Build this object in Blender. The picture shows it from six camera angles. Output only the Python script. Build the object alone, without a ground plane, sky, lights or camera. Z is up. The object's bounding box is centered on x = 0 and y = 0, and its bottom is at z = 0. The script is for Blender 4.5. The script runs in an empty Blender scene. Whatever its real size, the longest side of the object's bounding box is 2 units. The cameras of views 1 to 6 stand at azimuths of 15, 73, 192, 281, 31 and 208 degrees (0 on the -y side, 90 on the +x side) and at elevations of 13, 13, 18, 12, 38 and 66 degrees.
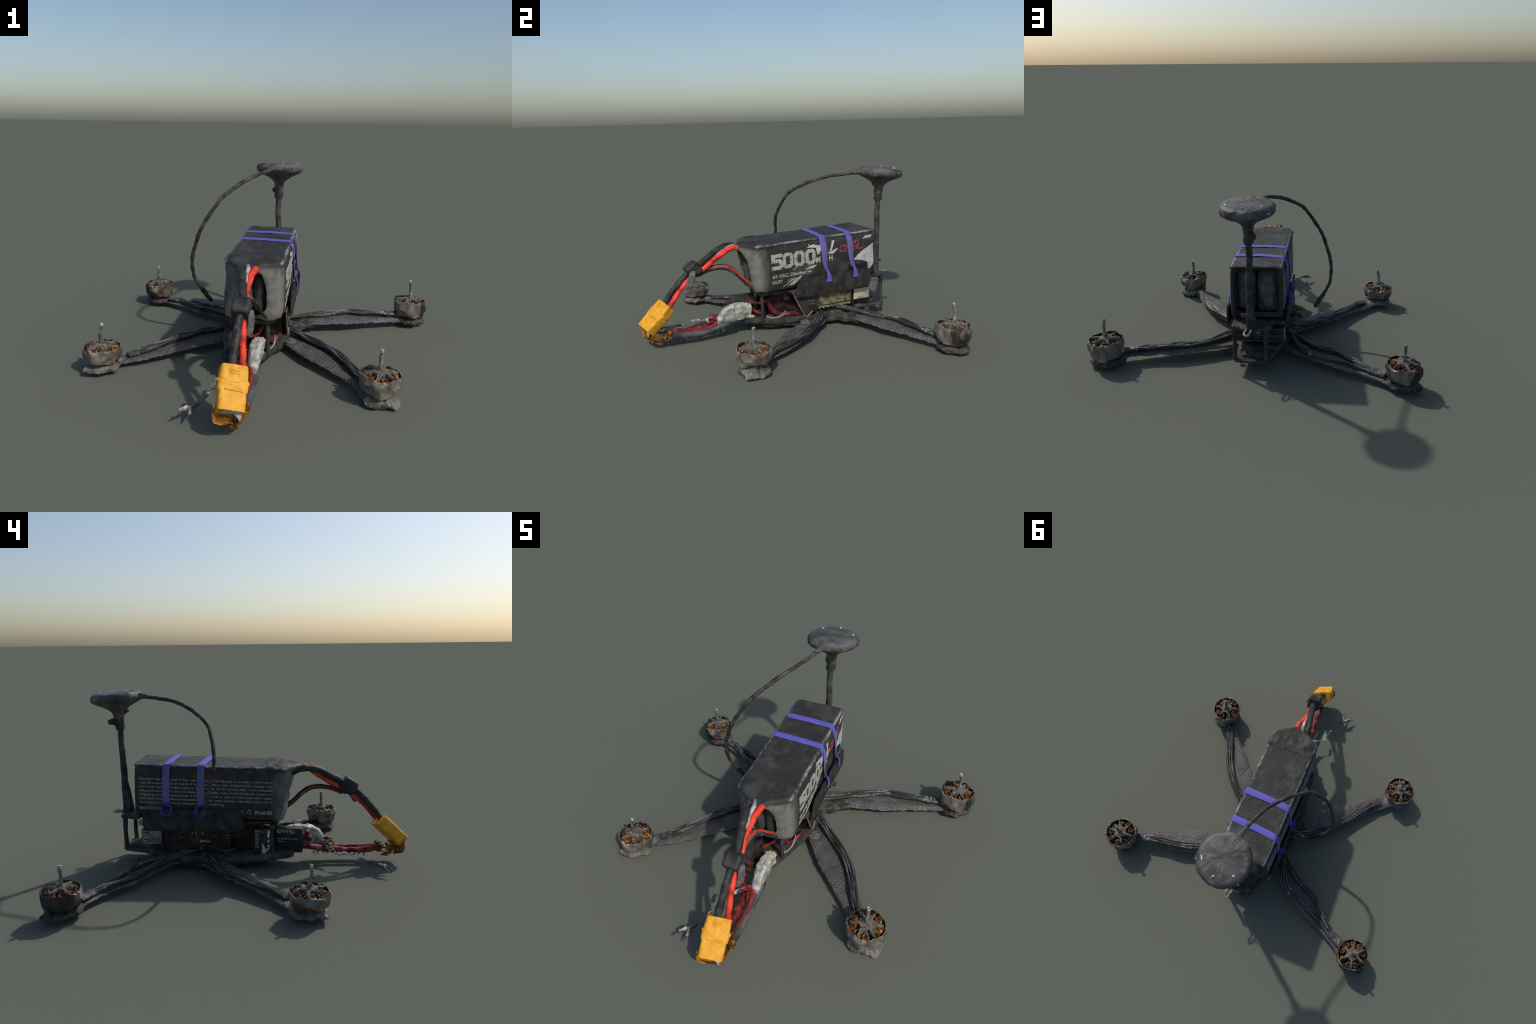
# A burnt-looking racing drone: four arms with motors, a strapped battery pack,
# a power plug on heavy leads, and a mushroom-shaped antenna on a mast.
import bpy, bmesh, math, random
from mathutils import Vector, Matrix, noise

V = Vector
rng = random.Random(7)

# ------------------------------------------------------------------ materials
def ramp(nt, fac, stops, const=False):
    n = nt.nodes.new("ShaderNodeValToRGB")
    n.color_ramp.interpolation = "CONSTANT" if const else "LINEAR"
    el = n.color_ramp.elements
    while len(el) > 1:
        el.remove(el[-1])
    el[0].position, el[0].color = stops[0][0], (*stops[0][1], 1)
    for p, c in stops[1:]:
        e = el.new(p)
        e.color = (*c, 1)
    nt.links.new(fac, n.inputs[0])
    return n.outputs[0]

def noise_fac(nt, vec, scale, detail=4, rough=.6, off=(0, 0, 0), stretch=(1, 1, 1)):
    mp = nt.nodes.new("ShaderNodeMapping")
    mp.inputs["Location"].default_value = off
    mp.inputs["Scale"].default_value = stretch
    nt.links.new(vec, mp.inputs[0])
    n = nt.nodes.new("ShaderNodeTexNoise")
    n.inputs["Scale"].default_value = scale
    n.inputs["Detail"].default_value = detail
    n.inputs["Roughness"].default_value = rough
    nt.links.new(mp.outputs[0], n.inputs["Vector"])
    return n.outputs[0]

def mix(nt, fac, a, b):
    m = nt.nodes.new("ShaderNodeMix")
    m.data_type = "RGBA"
    for sock, v in ((m.inputs[0], fac), (m.inputs[6], a), (m.inputs[7], b)):
        if hasattr(v, "links"):
            nt.links.new(v, sock)
        elif isinstance(v, (int, float)):
            sock.default_value = v
        else:
            sock.default_value = (*v, 1)
    return m.outputs[2]

def math_node(nt, op, a, b=None, c=None):
    m = nt.nodes.new("ShaderNodeMath")
    m.operation = op
    for i, v in enumerate((a, b, c)):
        if v is None:
            continue
        if hasattr(v, "links"):
            nt.links.new(v, m.inputs[i])
        else:
            m.inputs[i].default_value = v
    return m.outputs[0]

def maprange(nt, v, a, b, c=0.0, d=1.0):
    m = nt.nodes.new("ShaderNodeMapRange")
    nt.links.new(v, m.inputs[0])
    for i, x in enumerate((a, b, c, d)):
        m.inputs[i + 1].default_value = x
    return m.outputs[0]

def new_mat(name, rough=.6, metal=0.0, spec=.3):
    m = bpy.data.materials.new(name)
    m.use_nodes = True
    nt = m.node_tree
    b = nt.nodes["Principled BSDF"]
    b.inputs["Roughness"].default_value = rough
    b.inputs["Metallic"].default_value = metal
    b.inputs["Specular IOR Level"].default_value = spec
    tc = nt.nodes.new("ShaderNodeTexCoord")
    return m, nt, b, tc.outputs["Object"]

def bump(nt, b, h, strength=.3, dist=.004):
    n = nt.nodes.new("ShaderNodeBump")
    n.inputs["Strength"].default_value = strength
    n.inputs["Distance"].default_value = dist
    nt.links.new(h, n.inputs["Height"])
    nt.links.new(n.outputs[0], b.inputs["Normal"])

def speckled(name, dark, base, light, scale=30, rough=.6, metal=0.0, bumpy=.3, lo=.35, hi=.68, spec=.2, stretch=(1, 1, 1)):
    m, nt, b, co = new_mat(name, rough, metal, spec)
    f = noise_fac(nt, co, scale, stretch=stretch)
    nt.links.new(ramp(nt, f, [(lo, dark), (.5, base), (hi, light)]), b.inputs["Base Color"])
    if bumpy:
        bump(nt, b, noise_fac(nt, co, scale * 2.5, off=(3, 1, 7), stretch=stretch), bumpy)
    return m

def grey(v, tint=(1.0, .955, .90)):  # default tint warms every grey to offset bluish skylight
    return tuple(v * t for t in tint)

M = {}
def build_materials():
    # battery shrink wrap: black film, scuffed pale along its long top edges, paler grey towards the open nose
    m, nt, b, co = new_mat("black_shrink_film", .6, 0, .2)
    f = noise_fac(nt, co, 14)
    base = ramp(nt, f, [(.3, grey(.026)), (.52, grey(.037)), (.72, grey(.056))])
    smudge = maprange(nt, noise_fac(nt, co, 6, off=(9, 4, 2), stretch=(1, .6, 1)), .52, .70, 0, .7)
    base = mix(nt, smudge, base, grey(.085))
    sx = nt.nodes.new("ShaderNodeSeparateXYZ")
    nt.links.new(co, sx.inputs[0])
    ax = math_node(nt, "ABSOLUTE", sx.outputs[0])
    dx = math_node(nt, "ABSOLUTE", math_node(nt, "SUBTRACT", ax, .147))
    dz = math_node(nt, "ABSOLUTE", math_node(nt, "SUBTRACT", sx.outputs[2], .157))
    edge = maprange(nt, math_node(nt, "ADD", dx, dz), .004, .016, 1, 0)
    scuff = math_node(nt, "MULTIPLY", edge, maprange(nt, noise_fac(nt, co, 22, off=(5, 5, 1), stretch=(1, .5, 1)), .38, .56))
    c = mix(nt, scuff, base, grey(.26, (1, 1, 1)))
    nose = math_node(nt, "MULTIPLY", maprange(nt, sx.outputs[1], -.37, -.45), maprange(nt, noise_fac(nt, co, 9, off=(2, 8, 3), stretch=(1, 1, .5)), .30, .56))
    nose = math_node(nt, "MULTIPLY", nose, maprange(nt, sx.outputs[2], .15, .13))
    c = mix(nt, nose, c, grey(.21, (1, .97, .9)))
    nt.links.new(c, b.inputs["Base Color"])
    bump(nt, b, noise_fac(nt, co, 60, off=(1, 2, 3)), .35)
    M["film"] = m

    M["cell"] = speckled("dark_cell_pouch", grey(.03), (.05, .052, .048), (.09, .09, .085), 12)
    M["print"] = speckled("worn_print", grey(.13), (.40, .395, .34), (.47, .46, .41), 55, lo=.30, bumpy=.2)
    M["print_grey"] = speckled("grey_print", grey(.16, (1, 1, 1)), grey(.30, (1, 1, .98)), grey(.38, (1, 1, .98)), 60, lo=.3, bumpy=0)
    M["print_silver"] = speckled("silver_print", grey(.30, (1, 1, 1)), (.46, .47, .46), (.54, .55, .54), 40, bumpy=.3)
    M["print_pink"] = speckled("pink_print", (.16, .03, .05), (.40, .055, .10), (.45, .09, .14), 60, bumpy=0)
    M["print_red"] = speckled("dull_red_print", (.12, .02, .015), (.24, .035, .022), (.28, .05, .03), 60, bumpy=0)
    M["print_black"] = speckled("black_print", grey(.01), grey(.015), grey(.03), 60, bumpy=0)

    # woven strap
    def weave(name, a, bcol, scale, amt=.5):
        m, nt, b, co = new_mat(name, .75, 0, .2)
        mp = nt.nodes.new("ShaderNodeMapping")
        mp.inputs["Rotation"].default_value = (math.radians(45), math.radians(0), math.radians(45))
        nt.links.new(co, mp.inputs[0])
        ch = nt.nodes.new("ShaderNodeTexChecker")
        ch.inputs["Scale"].default_value = scale
        nt.links.new(mp.outputs[0], ch.inputs["Vector"])
        n = noise_fac(nt, co, 25)
        f = math_node(nt, "MULTIPLY", ch.outputs["Fac"], math_node(nt, "MULTIPLY", n, amt * 2))
        nt.links.new(mix(nt, f, a, bcol), b.inputs["Base Color"])
        bump(nt, b, ch.outputs["Fac"], .15, .002)
        return m
    M["strap"] = weave("purple_webbing", (.112, .102, .44), (.16, .148, .50), 220, .4)
    M["velcro"] = weave("worn_purple_webbing", (.085, .075, .25), (.22, .21, .36), 330, .9)
    M["ring"] = speckled("blue_webbing_loop", (.03, .03, .22), (.045, .045, .32), (.07, .065, .42), 40)

    M["yellow"] = speckled("yellow_nylon", (.60, .27, .018), (.75, .355, .030), (.82, .42, .045), 18, rough=.5, bumpy=.25)
    M["amber"] = speckled("scorched_yellow_nylon", (.06, .022, .005), (.24, .095, .012), (.46, .21, .03), 24, rough=.6)
    M["red"] = speckled("red_silicone", (.30, .025, .018), (.74, .052, .025), (.82, .09, .055), 14, rough=.5, bumpy=.2)
    M["dark_red"] = speckled("dark_red_wire", (.035, .008, .008), (.20, .020, .018), (.36, .06, .052), 22, rough=.55)
    M["black_wire"] = speckled("black_silicone", grey(.018), grey(.032), grey(.075), 20, rough=.5, bumpy=.3)
    M["grey_wire"] = speckled("grey_wire", grey(.03), grey(.06, (1, 1, 1.02)), grey(.22, (1, .97, .97)), 18, rough=.5, stretch=(3, .5, 3))
    M["lower_lead"] = speckled("scuffed_dark_lead", grey(.035, (1, .98, 1)), grey(.060, (1, .98, 1)), grey(.12, (1, .97, .97)), 9, rough=.4, spec=.4, bumpy=.1)
    M["white_scrap"] = speckled("pale_scrap", grey(.22), grey(.42), grey(.55), 30)
    M["cable"] = speckled("worn_black_cable", (.022, .02, .019), (.048, .042, .038), (.10, .085, .075), 22, rough=.6, bumpy=.4)
    M["plastic"] = speckled("black_plastic", grey(.018), grey(.036), grey(.06), 16, rough=.55, bumpy=.3)
    M["dusty_plastic"] = speckled("dusty_black_plastic", grey(.025), grey(.05), grey(.10), 14, rough=.7, bumpy=.4)
    M["dark"] = speckled("dark_circuitry", (.012, .010, .010), (.028, .022, .02), (.06, .035, .03), 18, rough=.6)
    M["puck"] = speckled("scuffed_grey_black_cap", grey(.048), grey(.088), grey(.135, (1, 1, 1)), 14, rough=.55, bumpy=.5, spec=.3)
    M["chip"] = speckled("pale_chip", grey(.3, (.95, 1, 1.03)), grey(.5, (.95, 1, 1.03)), grey(.6, (.95, 1, 1.03)), 30, bumpy=0)
    M["brown"] = speckled("brown_tape", (.05, .03, .012), (.11, .07, .025), (.16, .1, .04), 20)

    # carbon arm: twill cells
    m, nt, b, co = new_mat("carbon_twill", .6, 0, .3)
    mp = nt.nodes.new("ShaderNodeMapping")
    mp.inputs["Rotation"].default_value = (0, 0, math.radians(52))
    mp.inputs["Scale"].default_value = (1, 2.2, 1)
    nt.links.new(co, mp.inputs[0])
    w = nt.nodes.new("ShaderNodeTexWave")
    w.bands_direction = "X"
    w.inputs["Scale"].default_value = 9
    w.inputs["Distortion"].default_value = 1.5
    w.inputs["Detail"].default_value = 1
    nt.links.new(mp.outputs[0], w.inputs["Vector"])
    ch = nt.nodes.new("ShaderNodeTexChecker")
    ch.inputs["Scale"].default_value = 62
    nt.links.new(mp.outputs[0], ch.inputs["Vector"])
    n = noise_fac(nt, co, 12)
    h = math_node(nt, "ADD", math_node(nt, "MULTIPLY", w.outputs["Fac"], .22), math_node(nt, "MULTIPLY", ch.outputs["Fac"], .75))
    hh = math_node(nt, "ADD", math_node(nt, "MULTIPLY", h, .35), math_node(nt, "MULTIPLY", n, .8))
    nt.links.new(ramp(nt, hh, [(.35, grey(.058)), (.6, grey(.098)), (.85, grey(.150))]), b.inputs["Base Color"])
    bump(nt, b, h, .8, .005)
    M["carbon"] = m

    # ribbed sleeve wire: black, with thin light glints painted into the colour
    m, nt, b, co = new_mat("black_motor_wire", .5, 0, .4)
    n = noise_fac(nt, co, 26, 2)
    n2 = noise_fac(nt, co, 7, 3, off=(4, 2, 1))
    painted_glint = math_node(nt, "MULTIPLY", maprange(nt, n, .6, .66), maprange(nt, n2, .5, .6))
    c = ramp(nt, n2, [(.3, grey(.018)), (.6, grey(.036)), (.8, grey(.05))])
    nt.links.new(mix(nt, painted_glint, c, grey(.20, (1, 1, 1.05))), b.inputs["Base Color"])
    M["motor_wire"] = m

    M["painted_glint"] = speckled("pale_glint_strip", grey(.12, (1, 1, 1.03)), grey(.22, (1, 1, 1.03)), grey(.32, (1, 1, 1.03)), 50, bumpy=0)
    M["hub"] = speckled("dusty_hub", grey(.06), (.125, .110, .090), (.23, .21, .175), 60, rough=.85, bumpy=.6)
    M["soot"] = speckled("brown_soot", (.012, .010, .008), (.035, .026, .02), (.075, .055, .04), 26, rough=.8)
    M["copper"] = speckled("burnt_copper_coil", (.020, .010, .006), (.20, .070, .016), (.82, .34, .085), 50, rough=.45, metal=.1, lo=.36, hi=.62, bumpy=.6)
    M["green_core"] = speckled("grimy_green_core", (.02, .02, .015), (.055, .07, .045), (.16, .20, .13), 40)
    M["shaft"] = speckled("grubby_steel_shaft", grey(.07), (.20, .185, .165), (.38, .36, .34), 40, rough=.5, metal=.3)
    M["steel"] = speckled("bright_steel", grey(.15, (1, 1, 1)), grey(.40, (1, 1, 1.03)), grey(.62, (1, 1, 1.03)), 60, rough=.4, metal=.4)
    M["cream"] = speckled("cream_metal_shell", (.22, .20, .13), (.46, .42, .30), (.55, .51, .38), 14, rough=.5, bumpy=.2)
    M["pin"] = speckled("dull_gold_pin", (.05, .045, .028), (.22, .205, .12), (.34, .315, .20), 26, rough=.5)
    M["bag"] = speckled("crinkled_silver_sleeve", grey(.09), (.33, .325, .29), (.52, .51, .46), 16, rough=.35, bumpy=.6)
    M["pale_yellow"] = speckled("pale_yellow_tape", (.28, .27, .12), (.45, .44, .2), (.5, .5, .28), 18)
    M["label_green"] = speckled("green_black_label", (.012, .016, .014), (.018, .024, .021), (.018, .060, .034), 16, rough=.4, bumpy=.1)
    M["wire_yellow"] = speckled("yellow_thin_wire", (.4, .2, .01), (.55, .3, .02), (.6, .35, .04), 20, bumpy=0)
    M["wire_green"] = speckled("green_thin_wire", (.02, .15, .08), (.06, .3, .18), (.2, .45, .32), 20, bumpy=0)
    M["wire_orange"] = speckled("orange_thin_wire", (.3, .05, .01), (.5, .1, .02), (.6, .15, .03), 20, bumpy=0)

def bell_material(name, dark_dir, dark_level, rust_dir, rust_level):
    """Grey-beige burnt alloy; hard-edged dark and rust patches sit on given sides."""
    m, nt, b, co = new_mat(name, .55, .15, .35)
    n = noise_fac(nt, co, 16, stretch=(1, 1, .7))
    c = ramp(nt, n, [(.28, (.045, .038, .031)), (.42, (.125, .106, .084)), (.56, (.19, .168, .138)), (.72, (.31, .282, .24))])
    def side(d):
        dp = nt.nodes.new("ShaderNodeVectorMath")
        dp.operation = "DOT_PRODUCT"
        nt.links.new(co, dp.inputs[0])
        dp.inputs[1].default_value = d
        return dp.outputs["Value"]
    nz = noise_fac(nt, co, 14, off=(7, 3, 2))
    if rust_level is not None:
        f = maprange(nt, math_node(nt, "ADD", side(rust_dir), math_node(nt, "MULTIPLY", nz, .16)), rust_level, rust_level + .012)
        c = mix(nt, f, c, ramp(nt, n, [(.35, (.07, .03, .022)), (.6, (.13, .045, .03))]))
    if dark_level is not None:
        f = maprange(nt, math_node(nt, "ADD", side(dark_dir), math_node(nt, "MULTIPLY", nz, .12)), dark_level, dark_level + .012)
        c = mix(nt, f, c, ramp(nt, n, [(.35, grey(.016)), (.7, grey(.05))]))
    nt.links.new(c, b.inputs["Base Color"])
    bump(nt, b, noise_fac(nt, co, 45, off=(1, 5, 2)), .4)
    return m

# ------------------------------------------------------------------ geometry helpers
def fbm(p, scale, octaves=3, seed=0):
    q = V(p) * scale + V((seed * 13.7, seed * 7.3, seed * 3.1))
    return noise.fractal(q, 1.0, 2.0, octaves) * .6

def catmull(pts, per=10, closed=False):
    pts = [V(p) for p in pts]
    n = len(pts)
    out = []
    seg = n if closed else n - 1
    for i in range(seg):
        if closed:
            a, b, c, d = pts[i - 1], pts[i], pts[(i + 1) % n], pts[(i + 2) % n]
        else:
            a = pts[i - 1] if i else pts[0] * 2 - pts[1]
            b, c = pts[i], pts[i + 1]
            d = pts[i + 2] if i + 2 < n else pts[-1] * 2 - pts[-2]
        for k in range(per):
            f = k / per
            out.append(.5 * (2 * b + (c - a) * f + (2 * a - 5 * b + 4 * c - d) * f * f + (3 * b - a - 3 * c + d) * f ** 3))
    if not closed:
        out.append(pts[-1].copy())
    return out

def loft(bm, rings, close_ring=True, cap=True, loop=False):
    vs = [[bm.verts.new(p) for p in r] for r in rings]
    n = len(vs[0])
    pairs = list(zip(vs, vs[1:]))
    if loop:
        pairs.append((vs[-1], vs[0]))
    for a, b in pairs:
        for i in range(n if close_ring else n - 1):
            j = (i + 1) % n
            bm.faces.new((a[i], a[j], b[j], b[i]))
    if cap and not loop:
        bm.faces.new(vs[0][::-1])
        bm.faces.new(vs[-1])
    return vs

def tube(bm, path, radius, sides=10, wobble=0.0, seed=1, flat=1.0, cap=True, smooth=8):
    """Round tube along a smoothed path; radius may be a function of 0..1."""
    pts = catmull(path, smooth) if smooth else [V(p) for p in path]
    n = len(pts)
    t = (pts[1] - pts[0]).normalized()
    up = V((0, 0, 1)) if abs(t.z) < .9 else V((1, 0, 0))
    nrm = (up - t * up.dot(t)).normalized()
    rings = []
    for i, p in enumerate(pts):
        a, b = pts[max(i - 1, 0)], pts[min(i + 1, n - 1)]
        t = (b - a).normalized()
        nrm = (nrm - t * nrm.dot(t)).normalized()
        bi = t.cross(nrm)
        r = radius(i / (n - 1)) if callable(radius) else radius
        ring = []
        for k in range(sides):
            an = 2 * math.pi * k / sides
            q = p + nrm * math.cos(an) * r * flat + bi * math.sin(an) * r
            if wobble:
                q += (q - p) * fbm(q, 30, 2, seed) * wobble
            ring.append(q)
        rings.append(ring)
    loft(bm, rings, cap=cap)

def ribbon(bm, path, widths, side, thick, smooth=6, wobble=0.0):
    """Flat strap: path of centres, widths and side vectors along it."""
    P = catmull(path, smooth)
    n = len(P)
    W = catmull([V((w, 0, 0)) for w in widths], smooth)
    S = catmull(side, smooth)
    rings = []
    for i, p in enumerate(P):
        t = (P[min(i + 1, n - 1)] - P[max(i - 1, 0)]).normalized()
        s = (S[i] - t * S[i].dot(t)).normalized()
        nn = t.cross(s)
        w = W[i].x / 2
        ring = []
        prof = [(-1, -.6), (-.9, -1), (0, -1), (.9, -1), (1, -.6), (1, .6), (.9, 1), (0, 1), (-.9, 1), (-1, .6)]
        for a, b in prof:
            q = p + s * a * w + nn * b * thick / 2
            if wobble:
                q += nn * fbm(q, 18, 2, 5) * wobble
            ring.append(q)
        rings.append(ring)
    loft(bm, rings)

def soft_box(bm, lo, hi, mat=None, r=.006, seg=2, cuts=0, noise_amp=0.0, noise_scale=20, seed=1):
    """Rounded box between two corners, optionally placed by a matrix and roughened."""
    b2 = bmesh.new()
    bmesh.ops.create_cube(b2, size=1)
    lo, hi = V(lo), V(hi)
    d = hi - lo
    for v in b2.verts:
        v.co = V([lo[i] + (v.co[i] + .5) * d[i] for i in range(3)])
    r = min(r, min(d) * .45)
    if r > 0:
        bmesh.ops.bevel(b2, geom=b2.edges[:], offset=r, segments=seg, profile=.5, affect="EDGES")
    if cuts:
        for ax in range(3):
            k = int(d[ax] / cuts)
            for c in range(1, k):
                co = V((0, 0, 0)); co[ax] = lo[ax] + d[ax] * c / k
                no = V((0, 0, 0)); no[ax] = 1
                bmesh.ops.bisect_plane(b2, geom=b2.verts[:] + b2.edges[:] + b2.faces[:], plane_co=co, plane_no=no)
    if noise_amp:
        b2.normal_update()
        for v in b2.verts:
            v.co += v.normal * fbm(v.co, noise_scale, 3, seed) * noise_amp
    if mat is not None:
        b2.transform(mat)
    merge(bm, b2)

def merge(bm, other):
    me = bpy.data.meshes.new("tmp")
    other.to_mesh(me)
    other.free()
    bm.from_mesh(me)
    bpy.data.meshes.remove(me)

def prism(bm, poly, z0, z1, bevel=.004, cuts=0, noise_amp=0.0, seed=1, noise_scale=16):
    """Extruded plan polygon with rounded edges."""
    b2 = bmesh.new()
    top = [b2.verts.new((x, y, z1)) for x, y in poly]
    bot = [b2.verts.new((x, y, z0)) for x, y in poly]
    b2.faces.new(top)
    b2.faces.new(bot[::-1])
    n = len(poly)
    for i in range(n):
        j = (i + 1) % n
        b2.faces.new((bot[i], bot[j], top[j], top[i]))
    bmesh.ops.recalc_face_normals(b2, faces=b2.faces[:])
    if bevel:
        bmesh.ops.bevel(b2, geom=b2.edges[:], offset=bevel, segments=2, profile=.5, affect="EDGES")
    if cuts:
        xs = [p[0] for p in poly]; ys = [p[1] for p in poly]
        for ax, a, b in ((0, min(xs), max(xs)), (1, min(ys), max(ys))):
            k = int((b - a) / cuts)
            for c in range(1, k):
                co = V((0, 0, 0)); co[ax] = a + (b - a) * c / k
                no = V((0, 0, 0)); no[ax] = 1
                bmesh.ops.bisect_plane(b2, geom=b2.verts[:] + b2.edges[:] + b2.faces[:], plane_co=co, plane_no=no)
    if noise_amp:
        b2.normal_update()
        for v in b2.verts:
            v.co += v.normal * fbm(v.co, noise_scale, 3, seed) * noise_amp
    merge(bm, b2)

def lathe(bm, profile, sides=48, centre=(0, 0, 0), cap=True):
    c = V(centre)
    rings = [[c + V((r * math.cos(2 * math.pi * k / sides), r * math.sin(2 * math.pi * k / sides), z)) for k in range(sides)] for r, z in profile]
    loft(bm, rings, cap=cap)

def roughen(bm, amp, scale, seed=1, octaves=3):
    bm.normal_update()
    for v in bm.verts:
        v.co += v.normal * fbm(v.co, scale, octaves, seed) * amp

def make(name, bm, mats, parent=None, matrix=None, angle=42):
    bmesh.ops.recalc_face_normals(bm, faces=bm.faces[:])
    me = bpy.data.meshes.new(name)
    bm.to_mesh(me)
    bm.free()
    for m in (mats if isinstance(mats, (list, tuple)) else [mats]):
        me.materials.append(m)
    for p in me.polygons:
        p.use_smooth = True
    me.set_sharp_from_angle(angle=math.radians(angle))
    o = bpy.data.objects.new(name, me)
    bpy.context.scene.collection.objects.link(o)
    if matrix is not None:
        o.matrix_basis = matrix
    o.parent = parent
    return o

def set_mat(bm, start, idx):
    bm.faces.ensure_lookup_table()
    for f in bm.faces[start:]:
        f.material_index = idx

# lettering ---------------------------------------------------------------
def text_mesh(s, u0, v0, u1, v1, bold=.0, shear=0.0):
    """Outline of a built-in-font string as a thin solid fitted into a u,v box (depth 0..1 in z)."""
    cu = bpy.data.curves.new("lettering", "FONT")
    cu.body = s
    cu.extrude = .5
    cu.offset = bold
    cu.shear = shear
    cu.resolution_u = 3
    o = bpy.data.objects.new("lettering_tmp", cu)
    bpy.context.scene.collection.objects.link(o)
    dg = bpy.context.evaluated_depsgraph_get()
    me = bpy.data.meshes.new_from_object(o.evaluated_get(dg))
    bpy.data.objects.remove(o)
    bpy.data.curves.remove(cu)
    bm = bmesh.new()
    bm.from_mesh(me)
    bpy.data.meshes.remove(me)
    xs = [v.co.x for v in bm.verts]; ys = [v.co.y for v in bm.verts]
    x0, x1, y0, y1 = min(xs), max(xs), min(ys), max(ys)
    for v in bm.verts:
        v.co = V((u0 + (v.co.x - x0) / (x1 - x0) * (u1 - u0), v0 + (v.co.y - y0) / (y1 - y0) * (v1 - v0), v.co.z + .5))
    return bm

def stroke(path, width, closed=False):
    """Flat mitred stroke in u,v as a solid of depth 0..1."""
    P = [V((p[0], p[1])) for p in path]
    n = len(P)
    L, R = [], []
    for i in range(n):
        a = P[i - 1] if (i or closed) else None
        c = P[(i + 1) % n] if (i + 1 < n or closed) else None
        d1 = (P[i] - a).normalized() if a is not None else None
        d2 = (c - P[i]).normalized() if c is not None else None
        d1, d2 = d1 or d2, d2 or d1
        n1, n2 = V((-d1.y, d1.x)), V((-d2.y, d2.x))
        m = (n1 + n2).normalized()
        k = width / 2 / max(.35, m.dot(n1))
        L.append(P[i] + m * k); R.append(P[i] - m * k)
    bm = bmesh.new()
    rings = [[V((l.x, l.y, 0)), V((r.x, r.y, 0)), V((r.x, r.y, 1)), V((l.x, l.y, 1))] for l, r in zip(L, R)]
    loft(bm, rings, cap=not closed, loop=closed)
    return bm

def patch(poly):
    bm = bmesh.new()
    top = [bm.verts.new((x, y, 1)) for x, y in poly]
    bot = [bm.verts.new((x, y, 0)) for x, y in poly]
    bm.faces.new(top); bm.faces.new(bot[::-1])
    for i in range(len(poly)):
        j = (i + 1) % len(poly)
        bm.faces.new((bot[i], bot[j], top[j], top[i]))
    bmesh.ops.triangulate(bm, faces=bm.faces[:])
    return bm

# ------------------------------------------------------------------ reference frames
def frame_matrix(origin, yaw, pitch_dir=None):
    c, s = math.cos(yaw), math.sin(yaw)
    return Matrix(((c, -s, 0, origin[0]), (s, c, 0, origin[1]), (0, 0, 1, origin[2]), (0, 0, 0, 1)))

BAT_X = V((.99242, .12213, -.0137)); BAT_Y = V((-.12167, .9921, .03042)); BAT_Z = V((.01731, -.02852, .99944))
BAT = Matrix.Translation((.0298, .2354, .4666)) @ Matrix((BAT_X, BAT_Y, BAT_Z)).transposed().to_4x4()
HW, HL, HH = .149, .432, .158
TRAY = frame_matrix((.0298, .2354, 0), math.radians(6.9))
BODY = frame_matrix((.033, 0, 0), math.radians(3.7))

# ------------------------------------------------------------------ battery
def crumple(p):
    """Lumps of the shrink film; the flat sides also belly outwards a little."""
    d = fbm(p, 7, 3, 2) * .0045
    if p.y < -HL + .09 and p.z > HH * .85:
        d += .009 * (1 + fbm(p, 25, 2, 3) * 2)
    if abs(p.x) > HW * .9:
        d += (.016 if p.x > 0 else .012) * max(0, 1 - (p.z / (HH * .95)) ** 4) * max(0, 1 - (p.y / (HL * 1.04)) ** 10)
    return d

def section(hx, hz, r, n=128, cz=0.0, cx=0.0):
    """Rounded rectangle, sampled evenly, starting at +x going counter-clockwise."""
    pts = []
    r = min(r, hx * .98, hz * .98)
    segs = [((hx, -(hz - r)), (hx, hz - r)), (hx - r, hz - r, 0), ((hx - r, hz), (-(hx - r), hz)), (-(hx - r), hz - r, 90),
            ((-hx, hz - r), (-hx, -(hz - r))), (-(hx - r), -(hz - r), 180), ((-(hx - r), -hz), (hx - r, -hz)), (hx - r, -(hz - r), 270)]
    share = [18, 6, 34, 6, 18 + 0, 6, 34, 6]
    share[0] = share[4] = (n - 24 - 68) // 2
    for s, k in zip(segs, share):
        for i in range(k):
            f = i / k
            if len(s) == 2:
                (x0, z0), (x1, z1) = s
                pts.append((x0 + (x1 - x0) * f + cx, z0 + (z1 - z0) * f + cz))
            else:
                a = math.radians(s[2] + 90 * f)
                pts.append((s[0] + r * math.cos(a) + cx, s[1] + r * math.sin(a) + cz))
    return pts

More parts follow.
